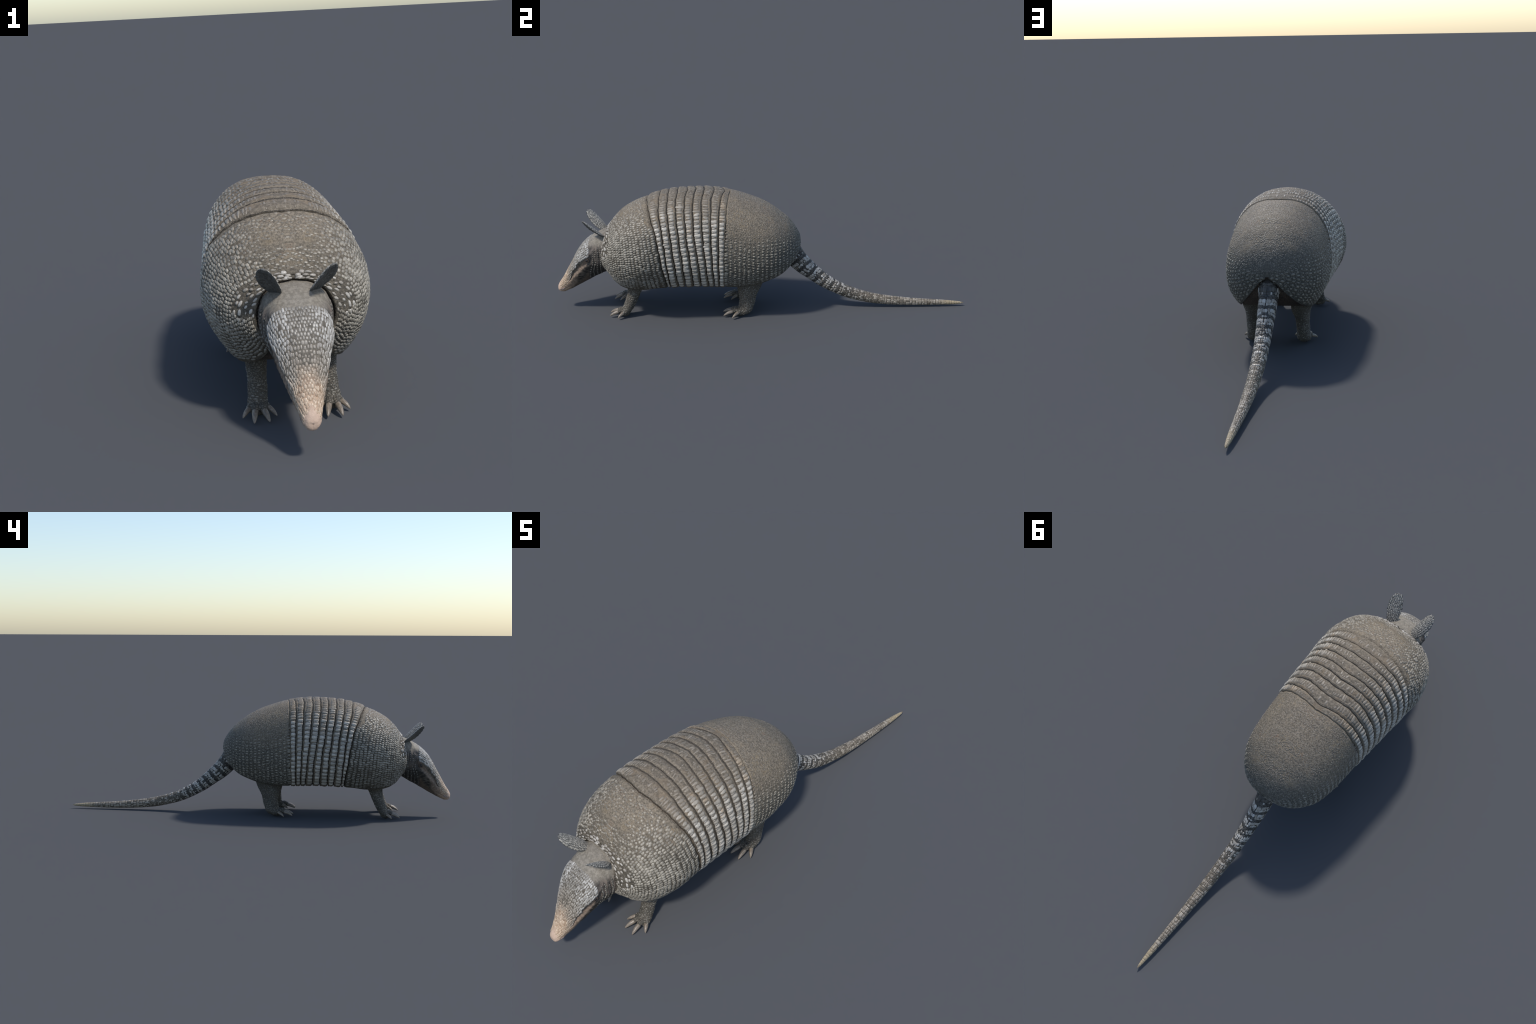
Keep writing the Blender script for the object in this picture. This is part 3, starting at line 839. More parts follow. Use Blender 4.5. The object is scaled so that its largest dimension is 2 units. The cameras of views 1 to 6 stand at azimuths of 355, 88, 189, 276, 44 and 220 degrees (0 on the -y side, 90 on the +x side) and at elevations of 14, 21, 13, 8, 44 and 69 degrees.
# ---- head, snout and neck: one smooth loft, split by region ----------------
# y, top z, bottom z, half width, z of widest level, upper and lower exponent
HEAD = np.array([
    (-0.690, 0.402, 0.215, 0.097, 0.316, 2.3, 2.2), (-0.745, 0.4075, 0.206, 0.1005, 0.315, 2.3, 2.2),
    (-0.770, 0.4005, 0.193, 0.0985, 0.310, 2.4, 2.1), (-0.797, 0.387, 0.178, 0.092, 0.301, 2.5, 2.0),
    (-0.825, 0.370, 0.162, 0.085, 0.292, 3.1, 1.85), (-0.854, 0.348, 0.146, 0.0815, 0.276, 3.4, 1.8),
    (-0.877, 0.325, 0.132, 0.0735, 0.255, 3.3, 1.8), (-0.898, 0.296, 0.121, 0.0635, 0.228, 3.0, 1.8),
    (-0.920, 0.256, 0.109, 0.0525, 0.195, 2.7, 1.85), (-0.947, 0.207, 0.096, 0.0375, 0.156, 2.3, 2.0),
    (-0.973, 0.161, 0.086, 0.0280, 0.126, 2.2, 2.1), (-0.988, 0.139, 0.0865, 0.0220, 0.113, 2.1, 2.1),
    (-0.996, 0.126, 0.090, 0.0160, 0.108, 2.0, 2.0), (-0.9995, 0.116, 0.098, 0.009, 0.107, 2.0, 2.0),
    (-1.000, 0.108, 0.106, 0.001, 0.107, 2.0, 2.0)])

def head_surface():
    k = np.arange(len(HEAD), dtype=float); q = np.linspace(0, len(HEAD) - 1, 421)
    rows = pchip(k, HEAD, q)
    th = np.linspace(0, np.pi / 2, 80)
    out = []
    for y, zt, zb, w, zm, pu, pl in rows:
        up = np.stack([w * np.sin(th) ** (2 / pu), zm + (zt - zm) * np.cos(th) ** (2 / pu)], 1)
        dn = np.stack([w * np.cos(th) ** (2 / pl), zm - (zm - zb) * np.sin(th) ** (2 / pl)], 1)[1:]
        xz = np.concatenate([up, dn])
        out.append(resample(np.stack([xz[:, 0], np.full(len(xz), y), xz[:, 1]], 1), 161))
    return np.array(out), rows[:, 0], q / (len(HEAD) - 1)
hsec, HY, HS = head_surface()
head_s = Surface(hsec, 1.0)
if head_s.nrm[200, 0, 2] < 0: head_s.nrm *= -1
def hs(y): return np.interp(-np.asarray(y), -HY, HS)

def brow_t(y):
    """Where the brow line runs on the side of the head (t), per y."""
    return np.interp(-np.asarray(y), [0.80, 0.83, 0.86, 0.90, 0.94, 0.98], [0.40, 0.42, 0.43, 0.41, 0.40, 0.36])

nu, nv = 190, 241
S = np.linspace(0, 1, nu)[:, None] * np.ones((1, nv)); T = np.linspace(-1, 1, nv)[None] * np.ones((nu, 1))
Y = np.interp(S, HS, HY); P = head_s.p(S, T)
face_zone = smooth(-0.80, -0.83, Y) * smooth(-0.97, -0.93, Y)
bt = brow_t(Y)
H = -0.0065 * face_zone * np.exp(-((np.abs(T) - bt - 0.085) / 0.055) ** 2)      # furrow under the brow
H += 0.0030 * face_zone * np.exp(-((np.abs(T) - bt + 0.03) / 0.05) ** 2)        # brow ridge
H += 0.0022 * np.sin((T ** 2) * 0 + Y * 260) * smooth(-0.815, -0.80, Y) * smooth(0.25, 0.4, np.abs(T)) * smooth(0.95, 0.8, np.abs(T))  # neck folds
ck = smooth(0.52, 0.60, np.abs(T)) * smooth(0.86, 0.74, np.abs(T)) * face_zone
H += 0.0006 * ck * np.sin((P[..., 2] * 1.0 + P[..., 1] * 0.9) * 330)              # cheek wrinkles
H += 0.0010 * lump(P, 140, 71) + 0.0006 * lump(P, 300, 72)
H *= smooth(1.0, 0.96, S)
# mouth line near the tip
mz = 0.102 + 0.55 * (-0.985 - Y) * -1
H -= 0.0022 * np.exp(-((P[..., 2] - (0.100 + (Y + 0.985) * 0.42)) / 0.0028) ** 2) * smooth(-0.93, -0.955, Y) * smooth(-0.999, -0.990, Y)
hv = head_s.p(S, T, H).reshape(-1, 3)
hf = grid_faces(nu, nv)
# close the seam along the chin: last column meets the first
merge = {i * nv + nv - 1: i * nv for i in range(nu)}
hf = [[merge.get(a, a) for a in f] for f in hf]

def split_smooth(verts, faces, region_of, names, mats, parent):
    """Split one smooth mesh by region; borders coincide and keep the whole's normals."""
    me = bpy.data.meshes.new("whole"); me.from_pydata([tuple(v) for v in verts], [], faces); me.update()
    bm = bmesh.new(); bm.from_mesh(me)
    bmesh.ops.recalc_face_normals(bm, faces=bm.faces[:]); bm.to_mesh(me); bm.free()
    me.update()
    cen = np.empty(len(me.polygons) * 3); me.polygons.foreach_get("center", cen)
    nor = np.empty(len(me.vertices) * 3); me.vertex_normals.foreach_get("vector", nor); nor = nor.reshape(-1, 3)
    cov = np.empty(len(me.vertices) * 3); me.vertices.foreach_get("co", cov); cov = cov.reshape(-1, 3)
    reg = region_of(cen.reshape(-1, 3))
    polys = [tuple(p.vertices) for p in me.polygons]
    out = []
    for r, nm in enumerate(names):
        fs = [p for p, g in zip(polys, reg) if g == r]
        ids = np.unique([v for f in fs for v in f]); back = {int(a): i for i, a in enumerate(ids)}
        sub = bpy.data.meshes.new(nm); sub.from_pydata([tuple(cov[i]) for i in ids], [], [[back[v] for v in f] for f in fs])
        sub.polygons.foreach_set("use_smooth", [True] * len(fs)); sub.update()
        sub.materials.append(mats[r])
        sub.normals_split_custom_set_from_vertices([tuple(nor[i]) for i in ids])
        out.append(add(nm, sub, parent))
    bpy.data.meshes.remove(me)
    return out

def head_region(c):
    return np.where(c[:, 1] > -0.806 - 0.02 * smooth(0.36, 0.22, c[:, 2]), 0, np.where(c[:, 1] > -0.935, 1, 2))
neck, head, snout = split_smooth(hv, hf, head_region, ["neck", "head", "snout"], [MAT["neck_skin"], MAT["head_skin"], MAT["head_skin"]], animal)

# plates on forehead and snout
def head_plates():
    pts = []
    y, i = -0.838, 0
    while y > -0.988:
        s = float(hs(y)); L = float(head_s.length(s)); bt = float(brow_t(y)) + 0.005
        step = 0.0104 if y > -0.93 else 0.0082
        arcb = (bt + 0.13 * float(smooth(-0.915, -0.945, y))) * L; x = 0.0045 if i % 2 else 0.0
        while x < arcb:
            g = smooth(0.45, 0.85, x / arcb) * smooth(-0.93, -0.88, y)
            p = (0.0086 + 0.0045 * g if y > -0.93 else 0.0082) * RNG.uniform(0.87, 1.13)
            pts.append((y + RNG.normal() * 0.0010, max(0.0, x + RNG.normal() * 0.0007 * (x > 0.003)) / L, p, g))
            x += p
        slope = abs(float(np.interp(-y, [0.83, 0.86, 0.88, 0.92, 0.97], [0.7, 1.0, 1.35, 1.85, 1.7])))
        y -= step / math.sqrt(1 + slope ** 2) * 1.05; i += 1
    a = np.array(pts); yy, t, p, g = a.T
    C, A, B, N = head_s.frame(hs(yy), t)
    n = len(a)
    # lie on the displaced surface
    C = C + N * (0.0030 * smooth(-0.80, -0.83, yy) * smooth(-0.97, -0.93, yy) * np.exp(-((t - brow_t(yy) + 0.03) / 0.05) ** 2))[:, None]
    la = (0.0062 + 0.0018 * g) * (1 + 0.12 * RNG.normal(size=n)); lb = p * 0.485 * (1 + 0.12 * RNG.normal(size=n))
    hh = (0.0010 + 0.0010 * g) * (1 + 0.2 * RNG.normal(size=n))
    isn = yy < -0.935
    for nm, sel, par in (("forehead_plates", ~isn, head), ("snout_plates", isn, snout)):
        arr = [q[sel] for q in (C, A, B, N, la, lb, hh)]
        mid = t[sel] < 0.004
        one = [q[mid] for q in arr]; two = mirror_x(*[q[~mid] for q in arr])
        scale_mesh(nm, *[np.concatenate([u_, v_]) for u_, v_ in zip(one, two)], [MAT["head_plate"]], par, seg=10, square=2.5, jitter=0.06)
head_plates()

# neck scales: vertical files, larger and paler dots toward the throat
pts = []
for i, y in enumerate((-0.762, -0.775, -0.788, -0.801, -0.813)):
    L = float(head_s.length(hs(y))); t = 0.36 + 0.012 * (i % 2)
    while t < 0.90:
        p = 0.0098 + 0.003 * smooth(0.45, 0.6, t)
        pts.append((y - 0.020 * smooth(0.5, 0.8, t) * (i / 4) + RNG.normal() * 0.001, t, p)); t += p / L
a = np.array(pts); C, A, B, N = head_s.frame(hs(a[:, 0]), a[:, 1]); n = len(a)
scale_mesh("neck_scales", *mirror_x(C, A, B, N, 0.0036 * (1 + 0.15 * RNG.normal(size=n)), a[:, 2] * 0.40 * (1 + 0.1 * RNG.normal(size=n)), 0.0022 * np.ones(n)), [MAT["leg_scale"]], neck, seg=9, square=2.4, jitter=0.06)

# eyes, lids, nostrils
def blob(name, c, r, mat, parent, sq=(1, 1, 1), seg=20):
    bm = bmesh.new(); bmesh.ops.create_uvsphere(bm, u_segments=seg, v_segments=seg // 2, radius=r)
    for v in bm.verts: v.co = Vector((v.co.x * sq[0] + c[0], v.co.y * sq[1] + c[1], v.co.z * sq[2] + c[2]))
    me = bpy.data.meshes.new(name); bm.to_mesh(me); bm.free(); me.materials.append(mat)
    me.polygons.foreach_set("use_smooth", [True] * len(me.polygons))
    return add(name, me, parent)

def lid_ring(name, C, A, B, N, ra, rb, tube, mat, parent):
    n1, n2 = 28, 10
    V, F = [], []
    for i in range(n1):
        a = 2 * math.pi * i / n1
        c = C + A * (ra * math.cos(a)) + B * (rb * math.sin(a) * (1 - 0.25 * math.cos(a)))
        d = unit(A * math.cos(a) * ra + B * math.sin(a) * rb)
        for j in range(n2):
            b = 2 * math.pi * j / n2
            V.append(c + d * tube * 1.3 * math.cos(b) + N * tube * math.sin(b))
    for i in range(n1):
        for j in range(n2):
            F.append((i * n2 + j, ((i + 1) % n1) * n2 + j, ((i + 1) % n1) * n2 + (j + 1) % n2, i * n2 + (j + 1) % n2))
    return add(name, mesh_from(name, np.array(V), F, mat), parent)

EY = -0.843
te = np.linspace(0.3, 0.7, 400); pe = head_s.p(np.full(400, hs(EY)), te)
t_eye = float(te[np.argmin(abs(pe[:, 2] - 0.272))])
for sd in (1, -1):
    C, A, B, N = (q[0] for q in head_s.frame(np.array([hs(EY)]), np.array([t_eye * sd])))
    A = unit(A * 0.75 + B * 0.65); B = np.cross(N, A)
    Ce = C - N * 0.0040
    blob("eye", Ce - N * 0.001, 0.0075, MAT["eye"], animal)
    lid_ring("eyelid", C - N * 0.0012, A, B, N, 0.0090, 0.0066, 0.0022, MAT["lid"], animal)
    # nostril and pale lip near the tip
    C, A, B, N = (q[0] for q in head_s.frame(np.array([hs(-0.990)]), np.array([0.60 * sd])))
    blob("nostril", C - N * 0.0016, 0.0030, MAT["nostril"], animal, seg=12)
    C, A, B, N = (q[:] for q in head_s.frame(hs(np.array([-0.972, -0.982])), np.array([0.66, 0.64]) * sd))
    scale_mesh("lip", C, A, B, N, [0.010, 0.007], [0.0055, 0.005], [0.0012, 0.001], [MAT["lip"]], snout, seg=14)

# ---- ears ------------------------------------------------------------------
def ear(sd):
    m = np.array([sd, 1, 1])
    base = np.array([0.052, -0.762, 0.384]) * m; tip = np.array([0.091, -0.851, 0.475]) * m
    L = np.linalg.norm(tip - base); A = (tip - base) / L
    W = unit(np.array([-0.858, -0.498, -0.127]) * m); W = unit(W - A * (W @ A))
    Nf = np.cross(A, W)
    if Nf[1] > 0: Nf = -Nf                               # faces forward
    nu, nv = 30, 28
    vv = np.linspace(0, 1, nu)
    hw = 0.0305 * np.where(vv < 0.48, 0.60 + 0.40 * np.sin(np.pi / 2 * np.clip(vv / 0.48, 0, 1)), np.sqrt(np.clip(1 - ((vv - 0.48) / 0.522) ** 2.3, 0, 1))) + 0.0004
    th = 0.0050 * (1 - 0.55 * vv) + 0.0004
    def pt(v, a):
        h = np.interp(v, vv, hw); q = np.interp(v, vv, th)
        cup = 0.010 * (np.cos(a) ** 2) * np.sin(np.pi * np.clip(v, 0, 1)) + 0.006 * np.sin(np.pi * v)
        return base + A * (v * L)[..., None] + W * (h * np.cos(a))[..., None] + Nf * (q * np.sin(a) + cup - 0.008 * np.sin(np.pi * v))[..., None]
    V, a = np.meshgrid(vv, np.linspace(0, 2 * np.pi, nv, endpoint=False), indexing="ij")
    P = pt(V, a)
    faces = [(i * nv + j, i * nv + (j + 1) % nv, (i + 1) * nv + (j + 1) % nv, (i + 1) * nv + j) for i in range(nu - 1) for j in range(nv)]
    faces += [tuple(range(nv)), tuple(range((nu - 1) * nv, nu * nv))]
    me = mesh_from("ear", P.reshape(-1, 3), faces, MAT["ear_skin"])
    bm = bmesh.new(); bm.from_mesh(me); bmesh.ops.recalc_face_normals(bm, faces=bm.faces[:]); bm.to_mesh(me); bm.free()
    o = add("ear", me, animal)
    # overlapping scales, small on the back, larger and flat inside
    for nm, face, pitch, mat, hgt in (("ear_back_scales", -1, 0.0074, MAT["ear_scale"], 0.0011), ("ear_inner_scales", 1, 0.0098, MAT["ear_inner"], 0.0008)):
        q = []
        rows = int(L / (pitch * 0.85))
        for i in range(rows):
            v = (i + 0.4) / rows
            h = np.interp(v, vv, hw); k = max(1, int(2 * h / pitch))
            for j in range(k):
                c = np.clip(-1 + 2 * (j + 0.5 + 0.25 * (i % 2) - 0.12) / k, -0.96, 0.96)
                q.append((v, c))
        q = np.array(q); r = np.random.default_rng(5)
        q = q[q[:, 0] < 0.955]; v = q[:, 0] + r.normal(size=len(q)) * 0.008; al = np.arccos(np.clip(q[:, 1], -0.97, 0.97)) * face
        C = pt(v, al); e = 1e-3
        Ta = unit(pt(np.clip(v + e, 0, 1.2), al) - pt(v - e, al)); Tb = unit(pt(v, al + 0.02) - pt(v, al - 0.02)); N = unit(np.cross(Ta, Tb))
        sg = np.where(N @ Nf * face < 0, -1, 1); N = N * sg[:, None]; Tb = np.cross(N, Ta)
        n = len(q)
        scale_mesh(nm, C, Ta, Tb, N, pitch * 0.72 * (1 + 0.1 * r.normal(size=n)), pitch * 0.52 * (1 + 0.1 * r.normal(size=n)), hgt * np.ones(n), [mat], o, seg=8, jitter=0.08, shift=0.5, sink=0.001)
ear(1); ear(-1)

# ---- tail ------------------------------------------------------------------
TAIL = np.array([(0.085, 0.350, 0.060), (0.125, 0.299, 0.0555), (0.160, 0.256, 0.0475), (0.193, 0.222, 0.0440), (0.243, 0.181, 0.0380), (0.294, 0.1415, 0.0340),
                 (0.351, 0.1075, 0.0306), (0.410, 0.080, 0.0293), (0.479, 0.0575, 0.0265), (0.555, 0.0405, 0.0242), (0.631, 0.0305, 0.0218),
                 (0.735, 0.0225, 0.0178), (0.830, 0.0190, 0.0146), (0.905, 0.0172, 0.0112), (0.965, 0.0155, 0.0070), (0.990, 0.0150, 0.0040), (1.000, 0.0150, 0.0008)])
d = np.r_[0, np.cumsum(np.hypot(np.diff(TAIL[:, 0]), np.diff(TAIL[:, 1])))]; TAIL_L = d[-1]
ql = np.linspace(0, TAIL_L, 300); tr = pchip(d, TAIL, ql)
tang = unit(np.gradient(tr[:, :2], axis=0))
phi = np.linspace(0, np.pi, 61)
upv = np.stack([-tang[:, 1], tang[:, 0]], 1)
side_r = tr[:, 2] * np.interp(tr[:, 0], [0.10, 0.16, 0.243, 0.351, 0.60, 1.0], [0.84, 0.76, 0.85, 0.92, 0.94, 1.0])   # flattened sideways at the root
tsec = np.stack([side_r[:, None] * np.sin(phi)[None], tr[:, 0:1] + upv[:, 0:1] * tr[:, 2:3] * np.cos(phi)[None], tr[:, 1:2] + upv[:, 1:2] * tr[:, 2:3] * np.cos(phi)[None]], -1)
tail_s = Surface(tsec, 1.0)
if tail_s.nrm[100, 0, 2] < 0: tail_s.nrm *= -1
nu, nv = 420, 49
S = np.linspace(0, 1, nu)[:, None] * np.ones((1, nv)); T = np.linspace(-1, 1, nv)[None] * np.ones((nu, 1))
# ring pitch shrinks toward the tip
rings = [0.055]
while rings[-1] < TAIL_L - 0.012:
    rr = float(np.interp(rings[-1], ql, tr[:, 2])); rings.append(rings[-1] + 0.0100 + rr * 0.30)
ring_f = np.interp(S * TAIL_L, rings, np.arange(len(rings))) % 1.0
tv = tail_s.p(S, T, (0.0014 * (ring_f - 0.5) * smooth(0.97, 0.8, S))).reshape(-1, 3)
tf = [[{i * nv + nv - 1: i * nv for i in range(nu)}.get(a, a) for a in f] for f in ()]
tf = grid_faces(nu, nv); mg = {i * nv + nv - 1: i * nv for i in range(nu)}; tf = [[mg.get(a, a) for a in f] for f in tf]
tf.append([j for j in range(nv - 1)]); tf.append([(nu - 1) * nv + j for j in range(nv - 1)])
me = mesh_from("tail", tv, tf, MAT["tail_skin"])
bm = bmesh.new(); bm.from_mesh(me); bmesh.ops.recalc_face_normals(bm, faces=bm.faces[:]); bm.to_mesh(me); bm.free()
tail = add("tail", me, animal)

pl = []
r = np.random.default_rng(17)
for i, q in enumerate(rings[:-1]):
    rr = float(np.interp(q, ql, tr[:, 2])); stp = rings[i + 1] - q
    pale_row = i % 2 == 1
    far = smooth(0.30, 0.52, q)
    # a pale ring is wide: one row of large plates and one of small; a dark one narrow
    q0 = q + (-0.14 * stp if pale_row else 0.14 * stp); wid = stp * (1.28 if pale_row else 0.72)
    rows = [(0.0, 0.60, 1.0), (0.60, 0.40, 0.72)] if q < 0.62 else [(0.0, 1.0, 0.8)]
    for f0, fw, big in rows:
        per = math.pi * rr; k = max(3, int(round(per / ((0.0058 + rr * 0.15) * big))))
        for j in range(k):
            t = (j + 0.5 + 0.25 * (f0 > 0)) / (k + 0.25)
            chev = 0.55 * stp * (1 - smooth(0.0, 0.40, t)) * smooth(0.5, 0.2, q)     # bends to the tip on top
            p_pale = (0.97 if pale_row else 0.05) * (1 - far) + (0.56 if pale_row else 0.26) * far
            if t < 0.16 and q < 0.34: p_pale *= 0.85 if i % 4 == 3 else 0.45
            if t < 0.4 and q < 0.11: p_pale *= 0.5
            if t > 0.85: p_pale *= 0.4
            if q > 0.62: p_pale = 0.8
            pl.append((q0 + wid * (f0 + fw / 2) + chev + r.normal() * 0.0011, t + r.normal() * 0.012, wid * fw * 0.56 * (1 + 0.12 * r.normal()), per / k * 0.50 * (1 + 0.10 * r.normal()),
                       (0.0011 + rr * 0.018) * (1.0 if pale_row else 0.7), 0 if r.random() < p_pale else 1))
a = np.array(pl)
C, A, B, N = tail_s.frame(a[:, 0] / TAIL_L, a[:, 1])
C, A, B, N, la, lb, hh, ch = mirror_x(C, A, B, N, a[:, 2], a[:, 3], a[:, 4], a[:, 5])
n = len(la)
scale_mesh("tail_plates", C, A, B, N, la * (1 + 0.05 * RNG.normal(size=n)), lb * (1 + 0.05 * RNG.normal(size=n)), hh * 0.7, [MAT["tail_pale"], MAT["tail_dark"]], tail, seg=11, square=2.7, choice=ch.astype(int), shift=0.3, jitter=0.07)

# ---- legs, feet and claws --------------------------------------------------
def tube(bm, rings):
    """Closed loft through (centre, x axis, y axis) elliptical rings."""
    n = 20; rows = []
    for c, ax, ay in rings:
        rows.append([bm.verts.new(Vector(c) + Vector(ax) * math.cos(2 * math.pi * i / n) + Vector(ay) * math.sin(2 * math.pi * i / n)) for i in range(n)])
    for a, b in zip(rows, rows[1:]):
        for i in range(n): bm.faces.new((a[i], a[(i + 1) % n], b[(i + 1) % n], b[i]))
    bm.faces.new(rows[0]); bm.faces.new(rows[-1])

def toe_rings(p0, p1, r0, r1, n=6):
    p0, p1 = np.array(p0), np.array(p1); d = unit(p1 - p0)
    sx = unit(np.cross(d, (0, 0, 1))); sz = np.cross(sx, d); out = []
    for i in range(n + 1):
        f = i / n; c = p0 + (p1 - p0) * f + np.array([0, 0, 0.006]) * math.sin(math.pi * f)
        rr = r0 + (r1 - r0) * f
        if i == n: rr *= 0.55
        out.append((c, sx * rr, sz * rr * 0.95))
    return out

def claw_mesh(p0, p1, r0):
    """Curved tapering horn, flattened, with a blunt root buried in the toe."""
    p0, p1 = np.array(p0), np.array(p1); d = unit(p1 - p0); L = np.linalg.norm(p1 - p0)
    sx = unit(np.cross(d, (0, 0, 1))); sz = np.cross(sx, d)
    nu, nv = 14, 14; V, F = [], []
    for i in range(nu):
        f = i / (nu - 1)
        c = p0 + (p1 - p0) * f + sz * (0.05 * L * math.sin(math.pi * f))
        rr = r0 * (1 - f ** 1.9) ** 0.75 * 0.9 + 0.0014 * math.sqrt(max(0.0, 1 - f ** 6)) + 0.0002
        for j in range(nv):
            a = 2 * math.pi * j / nv
            V.append(c + sx * rr * 0.92 * math.cos(a) + sz * rr * (1.0 if math.sin(a) > 0 else 0.62) * math.sin(a))
    for i in range(nu - 1):
        for j in range(nv): F.append((i * nv + j, i * nv + (j + 1) % nv, (i + 1) * nv + (j + 1) % nv, (i + 1) * nv + j))
    F.append(tuple(range(nv))); F.append(tuple(range((nu - 1) * nv, nu * nv)))
    me = mesh_from("claw", np.array(V), F, MAT["claw"])
    bm = bmesh.new(); bm.from_mesh(me); bmesh.ops.recalc_face_normals(bm, faces=bm.faces[:]); bm.to_mesh(me); bm.free()
    return me

def limb(name, sections, foot_c, foot_r, ankle, toes, sd, z_foot):
    m = np.array([sd, 1, 1])
    bm = bmesh.new()
    zz = np.array([s[0] for s in sections]); arr = np.array([s[1:] for s in sections])
    zq = np.linspace(zz.min(), zz.max(), 22); o_ = np.argsort(zz); q = pchip(zz[o_], arr[o_], zq)
    tube(bm, [((xc * sd, yc, z), (rx, 0, 0), (0, ry, 0)) for z, (yc, ry, xc, rx) in zip(zq, q)])
    # sole and instep
    for c, rad in zip(foot_c, foot_r):
        res = bmesh.ops.create_uvsphere(bm, u_segments=20, v_segments=12, radius=1.0)
        for v in res["verts"]: v.co = Vector((v.co.x * rad[0] + c[0] * sd, v.co.y * rad[1] + c[1], v.co.z * rad[2] + c[2]))
    for root, tip, r0, r1, frac in toes:
        root, tip = np.array(root), np.array(tip)
        mid = root + (tip - root) * frac + np.array([0, 0, 0.004])
        tube(bm, toe_rings(root * m, mid * m, r0, r1))
    bmesh.ops.recalc_face_normals(bm, faces=bm.faces[:])
    me = bpy.data.meshes.new(name); bm.to_mesh(me); bm.free()
    tmp = add("temporary_limb", me, None)
    md = tmp.modifiers.new("r", 'REMESH'); md.mode = 'VOXEL'; md.voxel_size = 0.0030
    sm = tmp.modifiers.new("s", 'SMOOTH'); sm.iterations = 5; sm.factor = 0.5
    dg = bpy.context.evaluated_depsgraph_get(); ev = tmp.evaluated_get(dg); em = ev.to_mesh()
    V = np.empty(len(em.vertices) * 3); em.vertices.foreach_get("co", V); V = V.reshape(-1, 3)
    Nn = np.empty(len(em.vertices) * 3); em.vertex_normals.foreach_get("vector", Nn); Nn = Nn.reshape(-1, 3)
    F = [tuple(p.vertices) for p in em.polygons]
    ev.to_mesh_clear(); bpy.data.objects.remove(tmp); bpy.data.meshes.remove(me)
    V = V + Nn * (0.0007 * lump(V, 170, 91) + 0.0005 * lump(V, 340, 92))[:, None]
    V[:, 2] = np.maximum(V[:, 2], 0.0005)
    leg, foot = split_smooth(V, F, lambda c: (c[:, 2] < z_foot).astype(int), [name, "foot"], [MAT["leg_skin"], MAT["leg_skin"]], animal)
    foot.parent = leg
    bvh = BVHTree.FromPolygons([Vector(v) for v in V], F)
    for root, tip, r0, r1, frac in toes:
        root, tip = np.array(root), np.array(tip)
        a = root + (tip - root) * (frac - 0.13) + np.array([0, 0, 0.0042])
        add("claw", claw_mesh(a * m, tip * m, r1 * 1.08), leg)
    # scattered horny scales on shank and instep
    C, N = [], []
    rr = np.random.default_rng(23)
    z = 0.014; i = 0
    while z < 0.17:
        yc, ry, xc, rx = pchip(zz[o_], arr[o_], np.array([z]))[0]
        k = int(2 * math.pi * (rx + ry) / 2 / 0.0105)
        for j in range(k):
            an = 2 * math.pi * (j + 0.5 * (i % 2)) / k + rr.normal() * 0.12
            if rr.random() < 0.42: continue
            dirv = Vector((math.cos(an), math.sin(an), 0)); org = Vector((xc, yc, z + rr.normal() * 0.0012)) 
            dirv.x *= sd; org.x *= sd
            hit = bvh.ray_cast(org + dirv * 0.12, -dirv, 0.13)
            if hit[0] is not None: C.append(hit[0][:]); N.append(hit[1][:])
        z += 0.0072; i += 1
    C, N = np.array(C), np.array(N)
    dots = np.einsum('ij,ij->i', N, unit(C - np.array([0.104 * sd, np.mean(arr[:, 0]), 0.09]))); N[dots < -0.6] *= -1
    B = unit(np.cross(np.array([[0, 0, 1.0]]), N)); A = np.cross(N, B); n = len(C)
    scale_mesh("leg_scales", C, A, B, N, 0.0022 * (1 + 0.2 * rr.normal(size=n)), 0.0043 * (1 + 0.25 * rr.normal(size=n)), 0.0009 * np.ones(n), [MAT["leg_scale"]], leg, seg=8, jitter=0.08, sink=0.001)
    return leg

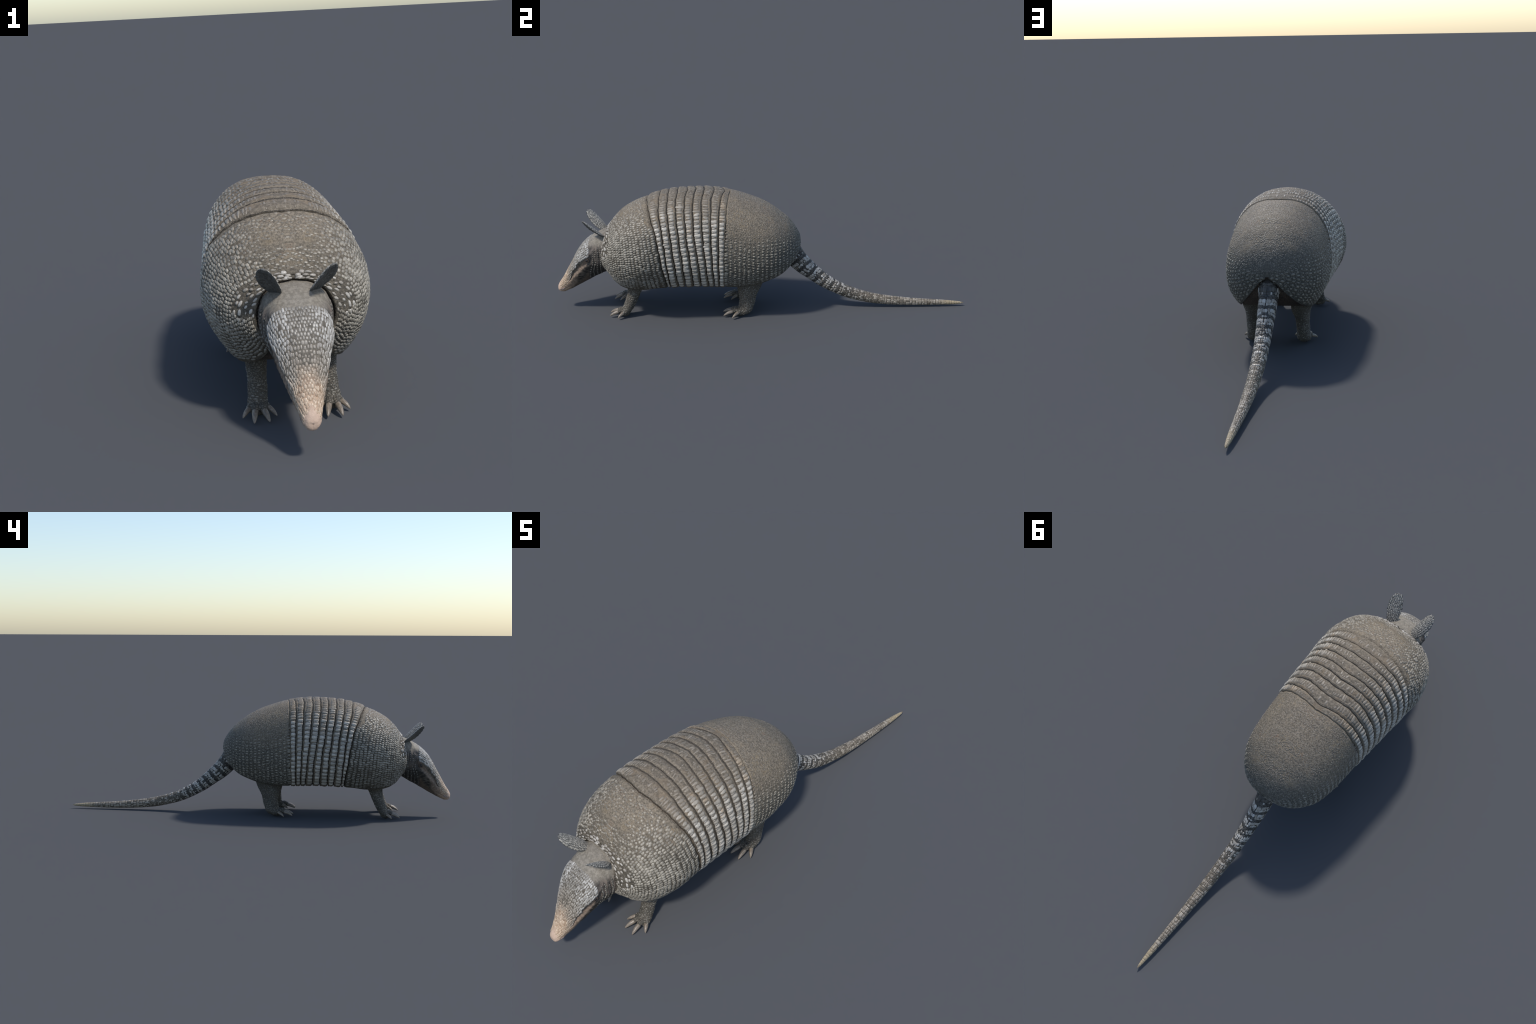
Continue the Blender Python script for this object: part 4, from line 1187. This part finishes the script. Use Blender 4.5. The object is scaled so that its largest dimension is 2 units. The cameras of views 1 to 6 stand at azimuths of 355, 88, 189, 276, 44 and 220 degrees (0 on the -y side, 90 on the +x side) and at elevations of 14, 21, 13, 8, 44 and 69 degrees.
FORE = [(0.255, -0.600, 0.055, 0.118, 0.050), (0.18, -0.610, 0.043, 0.106, 0.040), (0.142, -0.616, 0.036, 0.101, 0.0315), (0.105, -0.627, 0.0310, 0.101, 0.0285),
        (0.075, -0.638, 0.0290, 0.102, 0.0275), (0.048, -0.650, 0.0275, 0.104, 0.0290), (0.024, -0.664, 0.0240, 0.106, 0.0300), (0.012, -0.672, 0.018, 0.106, 0.024)]
FORE_TOES = [((0.118, -0.660, 0.026), (0.153, -0.699, 0.006), 0.0125, 0.0078, 0.52), ((0.112, -0.672, 0.028), (0.1245, -0.741, 0.006), 0.0135, 0.0088, 0.52),
             ((0.099, -0.672, 0.028), (0.081, -0.741, 0.007), 0.0135, 0.0088, 0.52), ((0.092, -0.662, 0.028), (0.057, -0.711, 0.010), 0.0115, 0.0074, 0.52)]
HIND = [(0.255, -0.070, 0.080, 0.112, 0.055), (0.18, -0.071, 0.068, 0.102, 0.045), (0.150, -0.0715, 0.0600, 0.098, 0.0390), (0.112, -0.077, 0.0450, 0.103, 0.0300),
        (0.078, -0.0795, 0.0390, 0.1045, 0.0275), (0.050, -0.085, 0.0370, 0.105, 0.0275), (0.026, -0.092, 0.0350, 0.106, 0.0290), (0.012, -0.100, 0.028, 0.106, 0.025)]
HIND_TOES = [((0.120, -0.110, 0.024), (0.157, -0.153, 0.006), 0.0135, 0.0082, 0.45), ((0.114, -0.122, 0.028), (0.128, -0.195, 0.006), 0.0150, 0.0095, 0.52),
             ((0.099, -0.122, 0.028), (0.084, -0.197, 0.008), 0.0150, 0.0095, 0.52), ((0.092, -0.112, 0.026), (0.060, -0.158, 0.010), 0.0125, 0.0078, 0.52)]
for sd in (1, -1):
    limb("foreleg", FORE, [(0.105, -0.668, 0.020)], [(0.029, 0.026, 0.0195)], None, FORE_TOES, sd, 0.046)
    limb("hind_leg", HIND, [(0.106, -0.112, 0.021)], [(0.029, 0.036, 0.021)], None, HIND_TOES, sd, 0.048)

for me in [m for m in bpy.data.meshes if m.users == 0]: bpy.data.meshes.remove(me)
